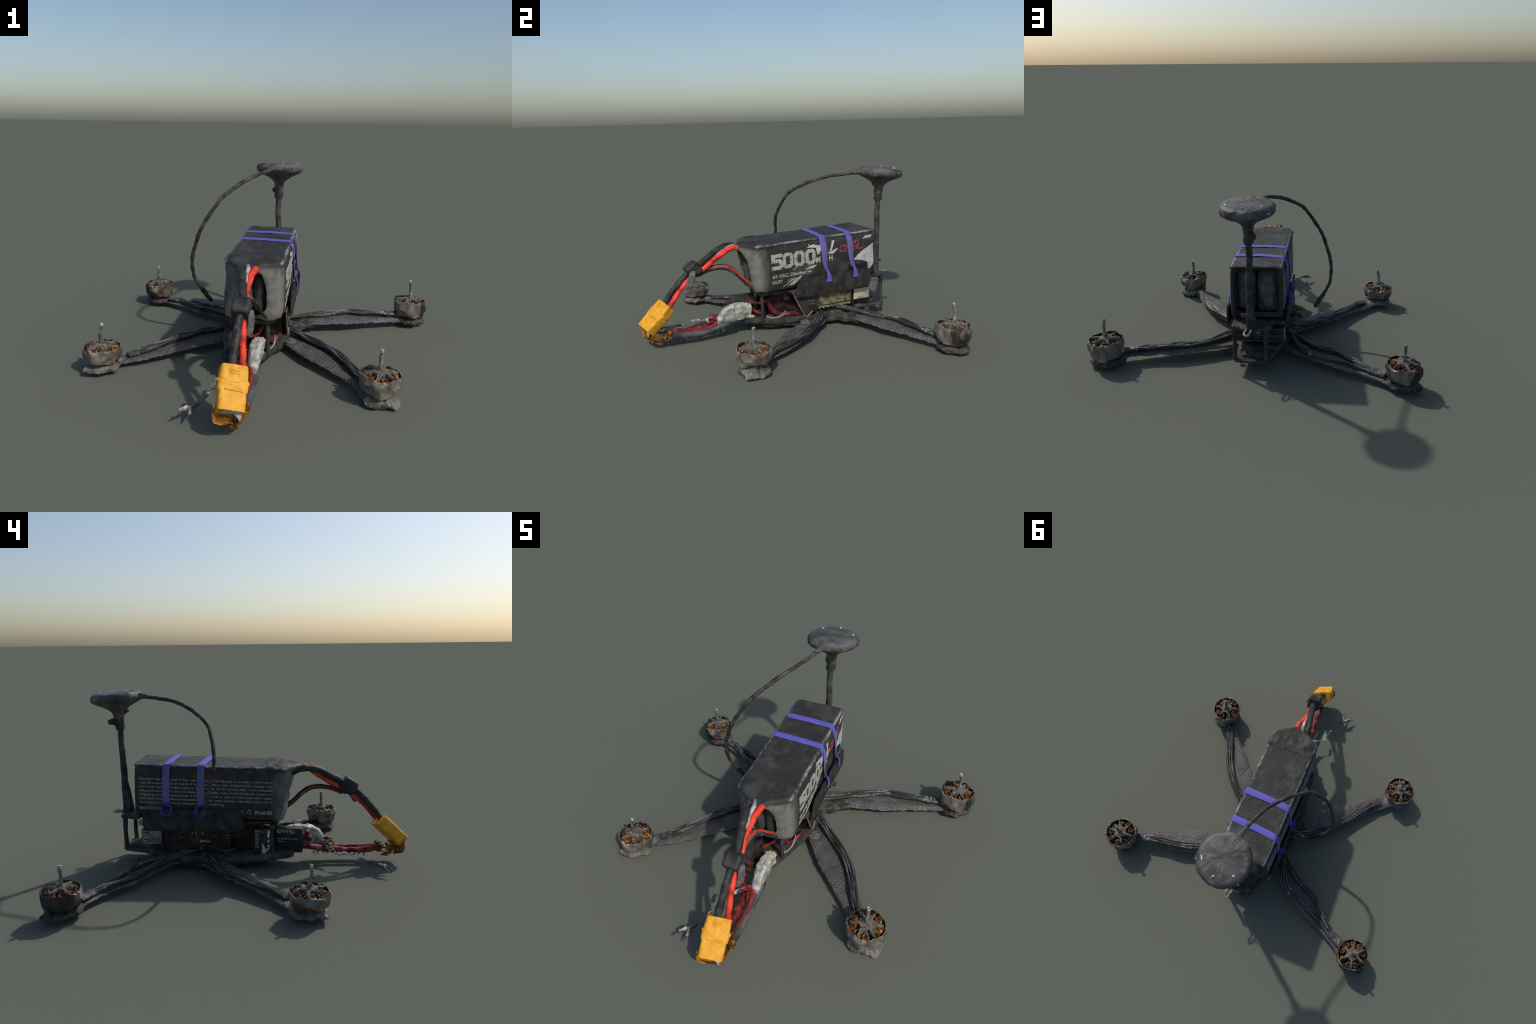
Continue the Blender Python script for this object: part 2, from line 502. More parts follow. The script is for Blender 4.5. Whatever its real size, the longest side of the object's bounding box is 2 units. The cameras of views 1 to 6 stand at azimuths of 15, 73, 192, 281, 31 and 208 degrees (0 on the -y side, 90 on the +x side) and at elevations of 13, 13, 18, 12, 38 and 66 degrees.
def build_battery(root):
    bm = bmesh.new()
    rings = []
    # inside of the rear opening, rear rim, long tube, nose folding in to an oval opening
    full = section(HW, HH, .012)
    def place(sec, y):
        return [V((x, y if not callable(y) else y(x, z), z)) for x, z in sec]
    rear_in = section(HW - .03, HH - .03, .02)
    rings.append(place(rear_in, HL - .020))
    rings.append(place(section(HW - .022, HH - .022, .02), HL - .012))
    rings.append(place(section(HW - .014, HH - .012, .02), HL + .003))
    rings.append(place(section(HW - .004, HH - .004, .02), HL))
    k = 112
    for i in range(k + 1):
        y = HL - .008 - (2 * HL - .02) * i / k
        rings.append(place(full, y))
    def nose_ring(sec, f, taper):
        return place([(x * (1 - taper * max(0, (z / HH - .2) / .8)), z) for x, z in sec], f)
    def fwd(amount_top, amount_side, amount_bot):
        def f(x, z):
            t = z / HH
            a = amount_side + (amount_top - amount_side) * max(0, (t - .25) / .75) ** 1.6 if t > .25 else amount_side + (amount_bot - amount_side) * max(0, (.25 - t) / 1.25) ** 1.3
            return -HL - a
        return f
    rings.append(nose_ring(section(HW - .001, HH - .001, .014), fwd(.012, .004, .003), .02))
    rings.append(nose_ring(section(HW - .008, HH - .001, .020, cz=-.002), fwd(.026, .014, .010), .06))
    rings.append(nose_ring(section(HW - .022, HH - .002, .03, cz=-.002), fwd(.046, .024, .015), .12))
    rings.append(nose_ring(section(HW - .036, HH - .003, .045, cz=-.002), fwd(.066, .034, .020), .18))
    rings.append(nose_ring(section(HW - .058, HH - .008, .06, cz=.0), fwd(.096, .048, .026), .24))
    rings.append(nose_ring(section(HW - .072, HH - .014, .066, cz=.004), fwd(.122, .056, .028), .28))
    rings.append(nose_ring(section(HW - .077, HH - .022, .064, cz=.004), fwd(.126, .056, .026), .28))
    rings.append(place(section(HW - .074, HH - .022, .064, cz=.002), fwd(.10, .035, .01)))
    rings.append(place(section(HW - .05, HH - .02, .05, cz=.0), fwd(.02, .0, -.02)))
    rings.append(place(section(HW - .03, HH - .02, .04, cz=.0), fwd(-.05, -.06, -.06)))
    loft(bm, rings, cap=False)
    bmesh.ops.recalc_face_normals(bm, faces=bm.faces[:])
    bm.normal_update()
    for v in bm.verts:
        p = v.co.copy()
        d = crumple(p)
        if p.z > HH * .93:
            d = d * .5 + fbm(p, 85, 3, 9) * .0042 + .007                 # gritty, burnt top
        if p.y < -HL + .05:
            k = min(1, (-HL + .05 - p.y) / .05)
            cell_ = noise.voronoi(V((p.x * 9, p.y * 9, p.z * 7)) + V((3, 1, 8)))[0]
            d += k * (fbm(p, 16, 3, 4) * .010 + (cell_[1] - cell_[0] - .25) * -.016)
        if p.z > HH * .8 and abs(p.x) > HW * .9:
            d += fbm(p, 40, 2, 6) * .007
        v.co = p + v.normal * d
    bat = make("battery", bm, M["film"], root, BAT, 50)

    # cells inside the wrap
    bm = bmesh.new()
    for sx in (-1, 1):
        soft_box(bm, (.066 * sx - .062, -HL + .004, -HH + .035), (.066 * sx + .062, HL - (.030 if sx > 0 else .012), HH - .028), r=.03, seg=4)
    soft_box(bm, (-.056, -HL - .044, -HH + .045), (-.002, -HL + .05, HH - .05), r=.022, seg=3, cuts=.03, noise_amp=.02, seed=2)
    soft_box(bm, (.004, -HL - .034, -HH + .040), (.056, -HL + .05, HH - .06), r=.022, seg=3, cuts=.03, noise_amp=.02, seed=5)
    make("battery_cell", bm, M["cell"], bat)
    bm = bmesh.new()
    for sx in (-1, 1):                                    # bulging pouch ends at the back
        b2 = bmesh.new()
        bmesh.ops.create_uvsphere(b2, u_segments=24, v_segments=16, radius=1)
        b2.transform(Matrix.Translation((.064 * sx, HL - (.036 if sx > 0 else .020), .0)) @ Matrix.Diagonal((.046, .026 if sx > 0 else .034, .116, 1)))
        merge(bm, b2)
    roughen(bm, .006, 20, 3)
    make("pouch_end", bm, speckled("grey_pouch", grey(.04, (1, 1, 1)), (.085, .09, .09), (.14, .145, .14), 14), bat)

    # ---------------- printed label: thin film pieces following the crumpled side
    def lay(pieces, side, mat, name, depth=.0018):
        bm = bmesh.new()
        for b2 in pieces:
            for ax in (0, 1):
                cs = [v.co[ax] for v in b2.verts]
                lo_, hi_ = min(cs), max(cs)
                k_ = int((hi_ - lo_) / .014)
                for c_ in range(1, k_):
                    pc, pn = V((0, 0, 0)), V((0, 0, 0))
                    pc[ax], pn[ax] = lo_ + (hi_ - lo_) * c_ / k_, 1
                    bmesh.ops.bisect_plane(b2, geom=b2.verts[:] + b2.edges[:] + b2.faces[:], plane_co=pc, plane_no=pn)
            for v in b2.verts:
                u, w, d = v.co
                u, w = (u - .006 if side > 0 else u + .002), w + .002
                base = V((side * HW, side * u, w))
                base_off = crumple(base)
                v.co = base + V((side * (base_off - .0012 + d * (depth + .0016)), 0, 0))
            merge(bm, b2)
        return make(name, bm, mat, bat)
    W = .024
    def zero(u0, u1, v0, v1):
        a, b, c, d = u0 + W / 2, u1 - W / 2, v0 + W / 2, v1 - W / 2
        k = .011
        return stroke([(a + k, c), (b - k, c), (b, c + k), (b, d - k), (b - k, d), (a + k, d), (a, d - k), (a, c + k)], W, True)
    v0, v1 = -.011, .093
    u = -.354
    five = stroke([(u + .078, v1 - W / 2), (u + W / 2, v1 - W / 2), (u + W / 2, .048), (u + .058, .048), (u + .066, .040), (u + .066, v0 + W / 2 + .008), (u + .058, v0 + W / 2), (u, v0 + W / 2)], W)
    big = [five, zero(-.274, -.197, v0, v1), zero(-.191, -.114, v0, v1), zero(-.107, -.031, v0, v1)]
    lay(big, 1, M["print"], "label_number")
    small = [text_mesh("M", -.027, -.010, .006, .033, .03), text_mesh("A", .018, -.010, .062, .031, .03), text_mesh("H", .072, -.009, .099, .031, .03)]
    small += [text_mesh("6S 65C Discharge", -.352, -.075, -.063, -.045, .02),
              text_mesh("22,2V", -.354, -.108, -.279, -.083, .02), text_mesh("111Wh", -.240, -.110, -.172, -.087, .02)]
    lay(small, 1, M["print"], "label_wording")
    silver = [patch([(-.243, -.136), (-.172, -.090), (-.133, -.075), (-.150, -.099), (-.193, -.132)]),
              patch([(-.113, -.043), (-.079, -.023), (-.022, -.020), (-.051, -.040)]),
              stroke([(-.275, -.138), (-.191, -.086)], .003), stroke([(-.20, -.03), (-.17, -.012)], .003),
              patch([(-.094, .106), (-.074, .112), (-.078, .128), (-.060, .112), (-.045, .124), (-.02, .112), (.03, .108), (-.004, .050), (-.018, .050), (-.026, .096)]),
              patch([(.064, .042), (.078, .060), (.101, .126), (.121, .126), (.090, .056), (.137, .072), (.141, .066), (.104, .037)]),
              patch([(.268, -.030), (.300, .000), (.350, .030), (.432, .066), (.436, -.080), (.402, -.114), (.386, -.110), (.380, -.062), (.330, -.040)]),
              patch([(.341, .106), (.365, .124), (.424, .126), (.414, .112)])]
    lay(silver, 1, M["print_silver"], "label_stripe", .0012)
    pink = []
    sh = .35
    def para(uu, w, z0, z1):
        return lambda a, b: (uu + a * w + (b - .5) * (z1 - z0) * sh, z0 + b * (z1 - z0))
    for ch_, uu, w in (("C", .160, .040), ("N", .206, .042), ("H", .256, .040), ("L", .304, .034)):
        q = para(uu, w, .046, .082)
        if ch_ == "C":
            pink.append(stroke([q(1, 1), q(.15, 1), q(0, .8), q(0, .2), q(.15, 0), q(1, 0)], .006))
        if ch_ == "N":
            pink.append(stroke([q(0, 0), q(0, 1), q(1, 0), q(1, 1)], .006))
        if ch_ == "H":
            pink += [stroke([q(0, 0), q(0, 1)], .006), stroke([q(1, 0), q(1, 1)], .006), stroke([q(0, .5), q(1, .5)], .006)]
        if ch_ == "L":
            pink.append(stroke([q(0, 1), q(0, 0), q(1, 0)], .006))
    pink.append(patch([(.255, .088), (.308, .114), (.297, .101), (.325, .103), (.268, .084), (.282, .096)]))
    pink.append(stroke([(.150, .040), (.330, .042), (.352, .050)], .003))
    lay(pink, 1, M["print_pink"], "label_mark")
    lay([text_mesh("BLACK", .225, -.094, .386, -.064, .03)], 1, M["print_black"], "label_wording", .0030)

    # left side: warning paragraph (text runs back to front)
    rows = ["Improper use may result in fire, serious injury and damage to property. User has to",
            "take full responsibility or result of using the battery. Use certified Li-Po charger only",
            "and never leave charging battery unattended, never exceed the  recommended",
            "charge/discharge rate. Do not disassemble, modify, heat, short circuit the battery or",
            "subject to any strong impacts. If leaked and gets in eye or skin, wash with water",
            "and seek medical advice immediately. Never leave battery near fire, water or in",
            "extreme temperature, dispose of in recycling"]
    par = []
    for i, r in enumerate(rows):
        top = .080 - i * .0237
        end = .384 if i < 6 else .10
        par.append(text_mesh(r, -.408, top - .0175, end, top, .022))
    par += [text_mesh("MADE IN CHINA", -.408, -.117, -.26, -.097, .03), text_mesh("RoHS", .281, -.123, .384, -.098, .035)]
    def arc(cu, cv, r, a0, a1, w=.004, n=10):
        return stroke([(cu + r * math.cos(math.radians(a0 + (a1 - a0) * i / n)), cv + r * math.sin(math.radians(a0 + (a1 - a0) * i / n))) for i in range(n + 1)], w)
    par += [arc(.187, -.110, .012, 60, 300), arc(.211, -.110, .012, 60, 300), stroke([(.199, -.110), (.213, -.110)], .004)]
    for a in (90, 210, 330):
        par.append(arc(.249, -.110, .011, a - 45, a + 35, .006, 4))
    lay(par, -1, M["print_grey"], "label_paragraph", .001)
    lay([text_mesh("WARNING", -.112, .085, .050, .110, .02)], -1, M["print_red"], "label_heading", .001)
    return bat

def build_straps(root):
    for yc, dy, lean in ((.020, .022, .0), (.226, .024, .0)):
        bm = bmesh.new()
        yl = yc + .018
        # over the top and down the left face
        path = [(-HW - .014, yl, -.075), (-HW - .017, yl, .0), (-HW - .012, yl, .12), (-HW - .003, yl - .002, HH - .004), (-HW + .010, yl - .002, HH + .006),
                (-.06, yc + .010, HH + .0095), (0, yc + .006, HH + .011), (.06, yc + .004, HH + .010), (HW - .008, yc, HH + .008), (HW + .004, yc, HH - .004),
                (HW + .016, yc + .004, .10), (HW + .022, yc + .010, .02), (HW + .034, yc + dy, -.06), (HW + .047, yc + dy + .006, -.095), (HW + .050, yc + dy + .006, -.142)]
        wid = [.040, .041, .042, .042, .042, .043, .044, .044, .044, .043, .042, .026, .024, .032, .044]
        sd = [(0, 1, 0)] * 10 + [(-.05, 1, 0), (-.5, 1, 0), (-.6, 1, 0), (-.3, 1, 0), (-.05, 1, 0)]
        ribbon(bm, path, wid, [V(s) for s in sd], .005, 8, .003)
        st = make("battery_strap", bm, M["strap"], root, BAT)
        bm = bmesh.new()                                  # worn hook-and-loop tongue, right side
        ribbon(bm, [(HW + .016, yc + .006, .132), (HW + .022, yc + .006, .10), (HW + .026, yc + .008, .04), (HW + .027, yc + .012, -.02), (HW + .026, yc + .02, -.07)],
               [.024, .046, .046, .040, .022], [V((-.1, 1, 0))] * 3 + [V((-.25, 1, 0))] * 2, .005, 8, .004)
        make("strap_tongue", bm, M["velcro"], st)
        bm = bmesh.new()                                  # worn face on the left side
        ribbon(bm, [(-HW - .0140, yl, .138), (-HW - .0195, yl, .06), (-HW - .0205, yl + .001, -.02), (-HW - .020, yl + .002, -.074)],
               [.041, .042, .042, .028], [V((0, 1, 0))] * 4, .004, 6, .003)
        make("strap_face", bm, M["velcro"], st)
        bm = bmesh.new()                                  # blue loop through the tray
        ringp = []
        for i in range(24):
            a = 2 * math.pi * i / 24
            ringp.append(V((-HW - .034 + .005 * math.sin(a), yl - .004 + .029 * math.cos(a), -.106 + .034 * math.sin(a))))
        pts = catmull(ringp, 2, True)
        rings = []
        n = len(pts)
        cen = V((-HW - .034, yl - .004, -.106))
        for i, p in enumerate(pts):
            t = (pts[(i + 1) % n] - pts[i - 1]).normalized()
            o = (p - cen).normalized()
            b = t.cross(o)
            rings.append([p + o * math.cos(a) * .0085 + b * math.sin(a) * .0075 for a in [2 * math.pi * k / 10 for k in range(10)]])
        loft(bm, rings, loop=True)
        roughen(bm, .005, 40, 3)
        make("strap_loop", bm, M["ring"], st)

# ------------------------------------------------------------------ tray, electronics, frame
def build_body(root):
    # bottom plate
    bm = bmesh.new()
    plate = [(-.075, -.25), (-.03, -.285), (.10, -.285), (.135, -.26), (.160, -.08), (.19, .06), (.205, .20), (.17, .42), (.12, .54), (.10, .61), (-.13, .61), (-.15, .54), (-.19, .42), (-.205, .20), (-.17, .05), (-.115, -.08)]
    prism(bm, plate, .052, .094, .008, .028, .012, 3, 14)
    for v in bm.verts:
        v.co.z += .016 * max(0, min(1, (-.05 - v.co.y) / .2)) + .020 * max(0, min(1, (v.co.y - .45) / .25))
    prism(bm, [(.118, .57), (.105, .70), (.102, .765), (.080, .785), (-.082, .778), (-.112, .755), (-.122, .69), (-.138, .57)], .074, .091, .005, .022, .006, 6, 20)
    frame = make("drone_frame", bm, M["dusty_plastic"], root)
    bm = bmesh.new()
    prism(bm, [(-.03, -.12), (.12, -.14), (.16, 0), (.20, .2), (.17, .42), (.06, .56), (-.08, .56), (-.16, .42), (-.18, .2), (-.11, 0)], .024, .060, .008, .022, .020, 5, 18)
    make("bottom_grime", bm, M["dusty_plastic"], frame)

    # battery tray: floor and two upright side plates, with a sloping lip below
    bm = bmesh.new()
    prism(bm, [(-.17, -.20), (-.115, -.23), (-.105, -.40), (-.08, -.42), (.08, -.42), (.112, -.40), (.118, -.23), (.165, -.20), (.168, .395), (-.165, .395)], .262, .285, .004)
    for s in (-1, 1):
        x = (.183 if s > 0 else -.178)
        sec = [(-.158 if s > 0 else -.20, .372), (.385, .368), (.39, .275), (.372, .25), (-.19 if s > 0 else -.215, .255), (-.20 if s > 0 else -.22, .285), (-.172 if s > 0 else -.205, .345)]
        b2 = bmesh.new()
        o = [b2.verts.new((x + .007 * s, y, z)) for y, z in sec]
        i = [b2.verts.new((x - .007 * s, y, z)) for y, z in sec]
        b2.faces.new(o); b2.faces.new(i[::-1])
        for k in range(len(sec)):
            j = (k + 1) % len(sec)
            b2.faces.new((o[k], o[j], i[j], i[k]))
        bmesh.ops.recalc_face_normals(b2, faces=b2.faces[:])
        bmesh.ops.bevel(b2, geom=b2.edges[:], offset=.003, segments=2, affect="EDGES")
        for c in range(1, 24):
            bmesh.ops.bisect_plane(b2, geom=b2.verts[:] + b2.edges[:] + b2.faces[:], plane_co=(0, -.22 + c * .0265, 0), plane_no=(0, 1, 0))
        for zz in (.30, .33):
            bmesh.ops.bisect_plane(b2, geom=b2.verts[:] + b2.edges[:] + b2.faces[:], plane_co=(0, 0, zz), plane_no=(0, 0, 1))
        merge(bm, b2)
        # lip
        soft_box(bm, (x - .020 if s > 0 else x - .004, -.19, .238), (x + .004 if s > 0 else x + .020, .38, .262), r=.008, cuts=.03)
    roughen(bm, .006, 16, 8)
    tray = make("battery_tray", bm, M["plastic"], root, TRAY)

    # computer box between the plates
    bm = bmesh.new()
    soft_box(bm, (-.142, -.13, .085), (.128, .30, .245), r=.008, cuts=.03, noise_amp=.008, seed=4)
    soft_box(bm, (-.055, -.31, .085), (.052, -.12, .262), r=.012, cuts=.025, noise_amp=.022, noise_scale=24, seed=6)
    soft_box(bm, (.03, -.24, .20), (.095, -.12, .262), r=.010, cuts=.025, noise_amp=.014, noise_scale=24, seed=9)
    box = make("flight_computer", bm, M["dark"], root, TRAY)
    # port block at the back corner
    bm = bmesh.new()
    soft_box(bm, (-.158, .275, .150), (.150, .402, .238), r=.006, cuts=.03, noise_amp=.004)
    port = make("port_block", bm, M["plastic"], root, TRAY)
    bm = bmesh.new()
    soft_box(bm, (.146, .273, .152), (.1535, .400, .239), r=.003, cuts=.02, noise_amp=.006)
    make("port_shell", bm, M["cream"], port)
    bm = bmesh.new()
    soft_box(bm, (-.1605, .285, .149), (-.154, .400, .236), r=.002)
    make("port_shell", bm, speckled("dull_silver_shell", grey(.10, (1, 1, .95)), grey(.20, (1, 1, .95)), grey(.28, (1, 1, .95)), 20), port)
    bm = bmesh.new()
    for (a, b) in ((-.145, -.085), (-.07, -.01), (.02, .13)):
        soft_box(bm, (a, .396, .195), (b, .4055, .228), r=.003)
        soft_box(bm, (a, .396, .158), (b, .4055, .187), r=.003)
    for z in (.170, .216):                                # spring tabs on the left shell
        soft_box(bm, (-.1635, .36, z - .009), (-.158, .392, z + .009), r=.002)
    make("port_socket", bm, M["dark"], port)
    bm = bmesh.new()
    for z in (.1525, .191, .2335):
        soft_box(bm, (-.155, .399, z - .003), (.148, .4048, z + .003), r=.001)
    soft_box(bm, (-.158, .396, .15), (-.151, .4055, .237), r=.002)
    make("port_edge", bm, speckled("faint_grey_edge", grey(.04), grey(.09, (1, 1, .95)), grey(.14), 30), port)
    bm = bmesh.new()
    for z in (.170, .216):
        soft_box(bm, (-.1655, .365, z - .005), (-.158, .392, z + .004), r=.002)
    make("port_tab", bm, M["print_grey"], port)
    # pin header on the right
    bm = bmesh.new()
    soft_box(bm, (.110, -.01, .125), (.140, .262, .238), r=.004)
    head = make("pin_header", bm, speckled("olive_header", (.03, .03, .018), (.085, .08, .05), (.13, .12, .08), 20), root, TRAY)
    bm = bmesh.new()
    for i in range(26):
        y = -.004 + i * .0103
        b2 = bmesh.new()
        k = .042 + .03 * i / 25
        tube(b2, [(.145, y - .010, .232), (.149, y + .0, .205), (.147, y - .010 - .0, .245 - .105 + k * .2)], .0034, 6, smooth=4)
        merge(bm, b2)
    for i in range(22):
        y = -.004 + i * .0115
        b2 = bmesh.new()
        tube(b2, [(.142, y, .140), (.150, y + .004, .126 + .004 * (i % 3))], .004, 6, smooth=2)
        merge(bm, b2)
    o = make("header_pin", bm, M["pin"], head); o["kind"] = "stuff"
    # right cheek panel with pale rim
    bm = bmesh.new()
    b2 = patch([(-.205, .270), (-.118, .100), (-.075, .100), (-.012, .130), (-.012, .250), (-.17, .262)])
    b2.transform(Matrix(((0, 0, .012, .146), (1, 0, 0, 0), (0, 1, 0, 0), (0, 0, 0, 1))))
    merge(bm, b2)
    cheek = make("side_cheek", bm, M["plastic"], root, TRAY)
    bm = bmesh.new()
    tube(bm, [(.156, -.207, .272), (.158, -.165, .185), (.159, -.121, .103)], .0038, 6, .6, smooth=3)
    tube(bm, [(.159, -.121, .103), (.159, -.100, .090), (.158, -.060, .122)], .0040, 6, .6, smooth=2)
    make("cheek_rim", bm, M["brown"] if False else speckled("pale_tan_rim", (.10, .07, .05), (.26, .19, .14), (.34, .28, .22), 40), cheek)
    bm = bmesh.new()
    for r_ in range(2):
        for c_ in range(3):
            soft_box(bm, (.1575, -.085 + c_ * .017, .195 - r_ * .024), (.1595, -.078 + c_ * .017, .201 - r_ * .024), r=.001)
    make("cheek_mark", bm, M["print_grey"], cheek)
    # ports drawn on the left wall as thin raised rims
    bm = bmesh.new()
    def rim(cy, cz, w, h, n=20, t=.0022, power=.5):
        pts = []
        for i in range(n):
            a = 2 * math.pi * i / n
            pts.append(V((-.1475, cy + w * math.copysign(abs(math.cos(a)) ** power, math.cos(a)), cz + h * math.copysign(abs(math.sin(a)) ** power, math.sin(a)))))
        rings = []
        for i, p in enumerate(pts):
            tt = (pts[(i + 1) % n] - pts[i - 1]).normalized()
            o_ = V((1, 0, 0)); b_ = tt.cross(o_)
            rings.append([p + o_ * math.cos(k * math.pi / 3) * t + b_ * math.sin(k * math.pi / 3) * t for k in range(6)])
        loft(bm, rings, loop=True)
    rim(.160, .207, .018, .018, power=1)
    rim(-.035, .216, .024, .014, power=.6)
    rim(-.140, .216, .032, .010, power=.5)
    make("socket_rim", bm, speckled("dull_rim", grey(.05), grey(.11, (1, 1, .95)), grey(.2), 30), box)
    bm = bmesh.new()
    for (y, z) in ((.065, .214), (.082, .220), (.10, .214), (.035, .216)):
        soft_box(bm, (-.1485, y - .005, z - .008), (-.144, y + .003, z + .008), r=.001)
    make("socket_mark", bm, M["print_grey"], box)

    # upright spacers at the front and the back
    for (x, y, z0, z1, r) in ((.150, -.148, .085, .270, .0125), (-.050, -.158, .085, .270, .014), (.088, .763, .080, .292, .0125), (-.098, .752, .084, .292, .0135)):
        bm = bmesh.new()
        tube(bm, [(x, y, z0), (x + .002, y, z0 + .02), (x, y + .002, (z0 + z1) / 2), (x, y, z1)], lambda t: r * (1.35 if t < .08 else 1.15 if t > .9 else 1), 12, .35, 3)
        make("spacer_post", bm, M["dusty_plastic"], root)
    # rear deck with a hook, and a bottom sill
    bm = bmesh.new()
    prism(bm, [(.115, .64), (.110, .755), (.092, .782), (.05, .778), (.022, .800), (-.022, .805), (-.05, .785), (-.095, .778), (-.122, .758), (-.130, .64)], .286, .308, .007, .02, .010, 4, 24)
    deck = make("rear_deck", bm, M["dusty_plastic"], root)
    bm = bmesh.new()
    tube(bm, [(.006, .780, .302), (.007, .838, .299), (.000, .860, .296), (-.014, .862, .295), (-.022, .846, .297), (-.024, .790, .301)], .0072, 8, .3)
    make("deck_hook", bm, M["shaft"], deck)
    bm = bmesh.new()
    soft_box(bm, (-.075, .770, .276), (-.030, .794, .290), r=.006)
    soft_box(bm, (.085, .672, .262), (.112, .735, .288), r=.006, cuts=.015, noise_amp=.01)
    make("deck_scrap", bm, M["hub"], deck)
    bm = bmesh.new()
    soft_box(bm, (-.085, .60, .084), (.06, .735, .104), r=.01, cuts=.025, noise_amp=.018, seed=3)
    make("rear_sill", bm, M["dusty_plastic"], frame)
    bm = bmesh.new()
    for sx in (.116,):
        b2 = bmesh.new()
        lathe(b2, [(.016, 0), (.018, .004), (.018, .014), (.010, .018)], 14)
        b2.transform(Matrix.Translation((sx, .64, .062)) @ Matrix.Rotation(math.radians(90), 4, "Y"))
        merge(bm, b2)
    make("frame_bolt", bm, M["dusty_plastic"], frame)

    # receiver on the front left, printed upside down, and a small board behind it
    bm = bmesh.new()
    soft_box(bm, (-.030, -.335, .088), (.030, -.165, .240), r=.006)
    mat = Matrix.Translation((.012, 0, 0))
    rec = make("radio_receiver", bm, M["plastic"], root, mat)
    bm = bmesh.new()
    soft_box(bm, (-.0325, -.325, .094), (-.0295, -.173, .234), r=.001)
    make("receiver_label", bm, M["label_green"], rec)
    bm = bmesh.new()
    def left_lay(b2, x, u_of):
        for v in b2.verts:
            u, w, d = v.co
            v.co = V((x - .0016 * d, u_of - u, w))
        return b2
    t = text_mesh("FS-iA6B", 0, 0, .108, .024, .03)       # rotated half a turn
    for v in t.verts:
        v.co.x = .108 - v.co.x; v.co.y = .024 - v.co.y
    merge(bm, left_lay(t, -.0305, -.178) if False else left_lay(_shift(t, 0, .208), -.0322, -.180))
    t = text_mesh("2.4GHz 6 CHANNEL RX", 0, 0, .126, .010, .02)
    for v in t.verts:
        v.co.x = .126 - v.co.x; v.co.y = .010 - v.co.y
    merge(bm, left_lay(_shift(t, 0, .168), -.0322, -.185))
    t = text_mesh("4.0-8.4V", 0, 0, .045, .008, .02)
    for v in t.verts:
        v.co.x = .045 - v.co.x; v.co.y = .008 - v.co.y
    merge(bm, left_lay(_shift(t, 0, .152), -.0322, -.185))
    make("receiver_lettering", bm, M["print_grey"], rec)
    bm = bmesh.new()
    soft_box(bm, (-.066, -.128, .100), (-.04, -.048, .240), r=.004)
    board = make("terminal_board", bm, M["plastic"], root)
    bm = bmesh.new()
    for i, s in enumerate(("B/VCC", "CH6", "CH5", "CH4", "CH3", "CH2", "CH1")):
        merge(bm, left_lay(text_mesh(s, 0, .222 - i * .0165, .040 if i == 0 else .022, .234 - i * .0165, .03), -.0658, -.057))
    make("board_lettering", bm, M["print_grey"], board)
    bm = bmesh.new()
    tube(bm, [(-.072, -.110, .10), (-.076, -.108, .13), (-.072, -.100, .155)], lambda t: .014 * (1 - t * .75), 8, .5)
    tube(bm, [(-.072, -.112, .105), (-.074, -.130, .118), (-.070, -.138, .125)], lambda t: .008 * (1 - t * .6), 8, .5)
    make("board_scrap", bm, M["pale_yellow"], board)

    # silver sleeve (capacitor in shrink wrap) at the front right
    bm = bmesh.new()
    c = [V((.128, -.225, .156)), V((.132, -.30, .160)), V((.138, -.37, .152)), V((.146, -.42, .134)), V((.152, -.455, .112))]
    hgt = [.052, .058, .062, .052, .026]
    thk = [.026, .030, .030, .026, .016]
    P = catmull(c, 6); Hh = catmull([V((a, b, 0)) for a, b in zip(hgt, thk)], 6)
    rings = []
    for i, p in enumerate(P):
        h, t_ = Hh[i].x, Hh[i].y
        sec = section(t_, h, .018, 112)
        rings.append([p + V((x + z * .10, 0, z)) for x, z in sec])
    loft(bm, rings)
    roughen(bm, .012, 22, 6)
    bm.normal_update()
    for v in bm.verts:
        vd = noise.voronoi(v.co * 26)[0]
        v.co += v.normal * ((vd[1] - vd[0]) - .25) * -.014
    bag = make("silver_sleeve", bm, M["bag"], root, None, 30)
    bm = bmesh.new()
    tube(bm, [(.135, -.238, .130), (.138, -.222, .118), (.130, -.205, .110)], .014, 10, .4)
    soft_box(bm, (.105, -.262, .185), (.158, -.238, .212), r=.006)
    make("sleeve_tape", bm, M["pale_yellow"], bag)
    bm = bmesh.new()                                      # strands of red where the wires leave
    for i in range(7):
        p0 = V((.150 + rng.uniform(-.012, .012), -.435 + rng.uniform(-.02, .02), .10 + rng.uniform(-.01, .03)))
        p1 = p0 + V((rng.uniform(-.06, .01), -.035 + rng.uniform(-.02, .02), rng.uniform(-.01, .035)))
        p2 = p1 + V((rng.uniform(-.02, .02), -.02, rng.uniform(-.03, .005)))
        tube(bm, [p0, p1, p2], lambda t: .008 * (1 - .55 * t), 7, .6, i)
    make("sleeve_strand", bm, M["dark_red"], bag)
    bm = bmesh.new()
    for i in range(5):
        p0 = V((.12 - .03 * i * .5, -.44 - .012 * i, .125 - .01 * i))
        tube(bm, [p0, p0 + V((-.02, -.03, .012)), p0 + V((-.045, -.05, .004))], lambda t: .006 * (1 - .7 * t), 6, .7, i)
    make("pale_scrap", bm, M["white_scrap"], bag)
    # loose red and grey wires in the open bay
    bm = bmesh.new()
    for i in range(4):
        k = .006 * i
        tube(bm, [(.128, -.085 - k, .215 - k), (.140, -.080 - k, .178 - k), (.150, -.055, .140 - k * 1.2), (.158, .0, .122 - k * 1.1), (.168, .060, .128 - k), (.176, .105, .112)], .0024, 6, .2)
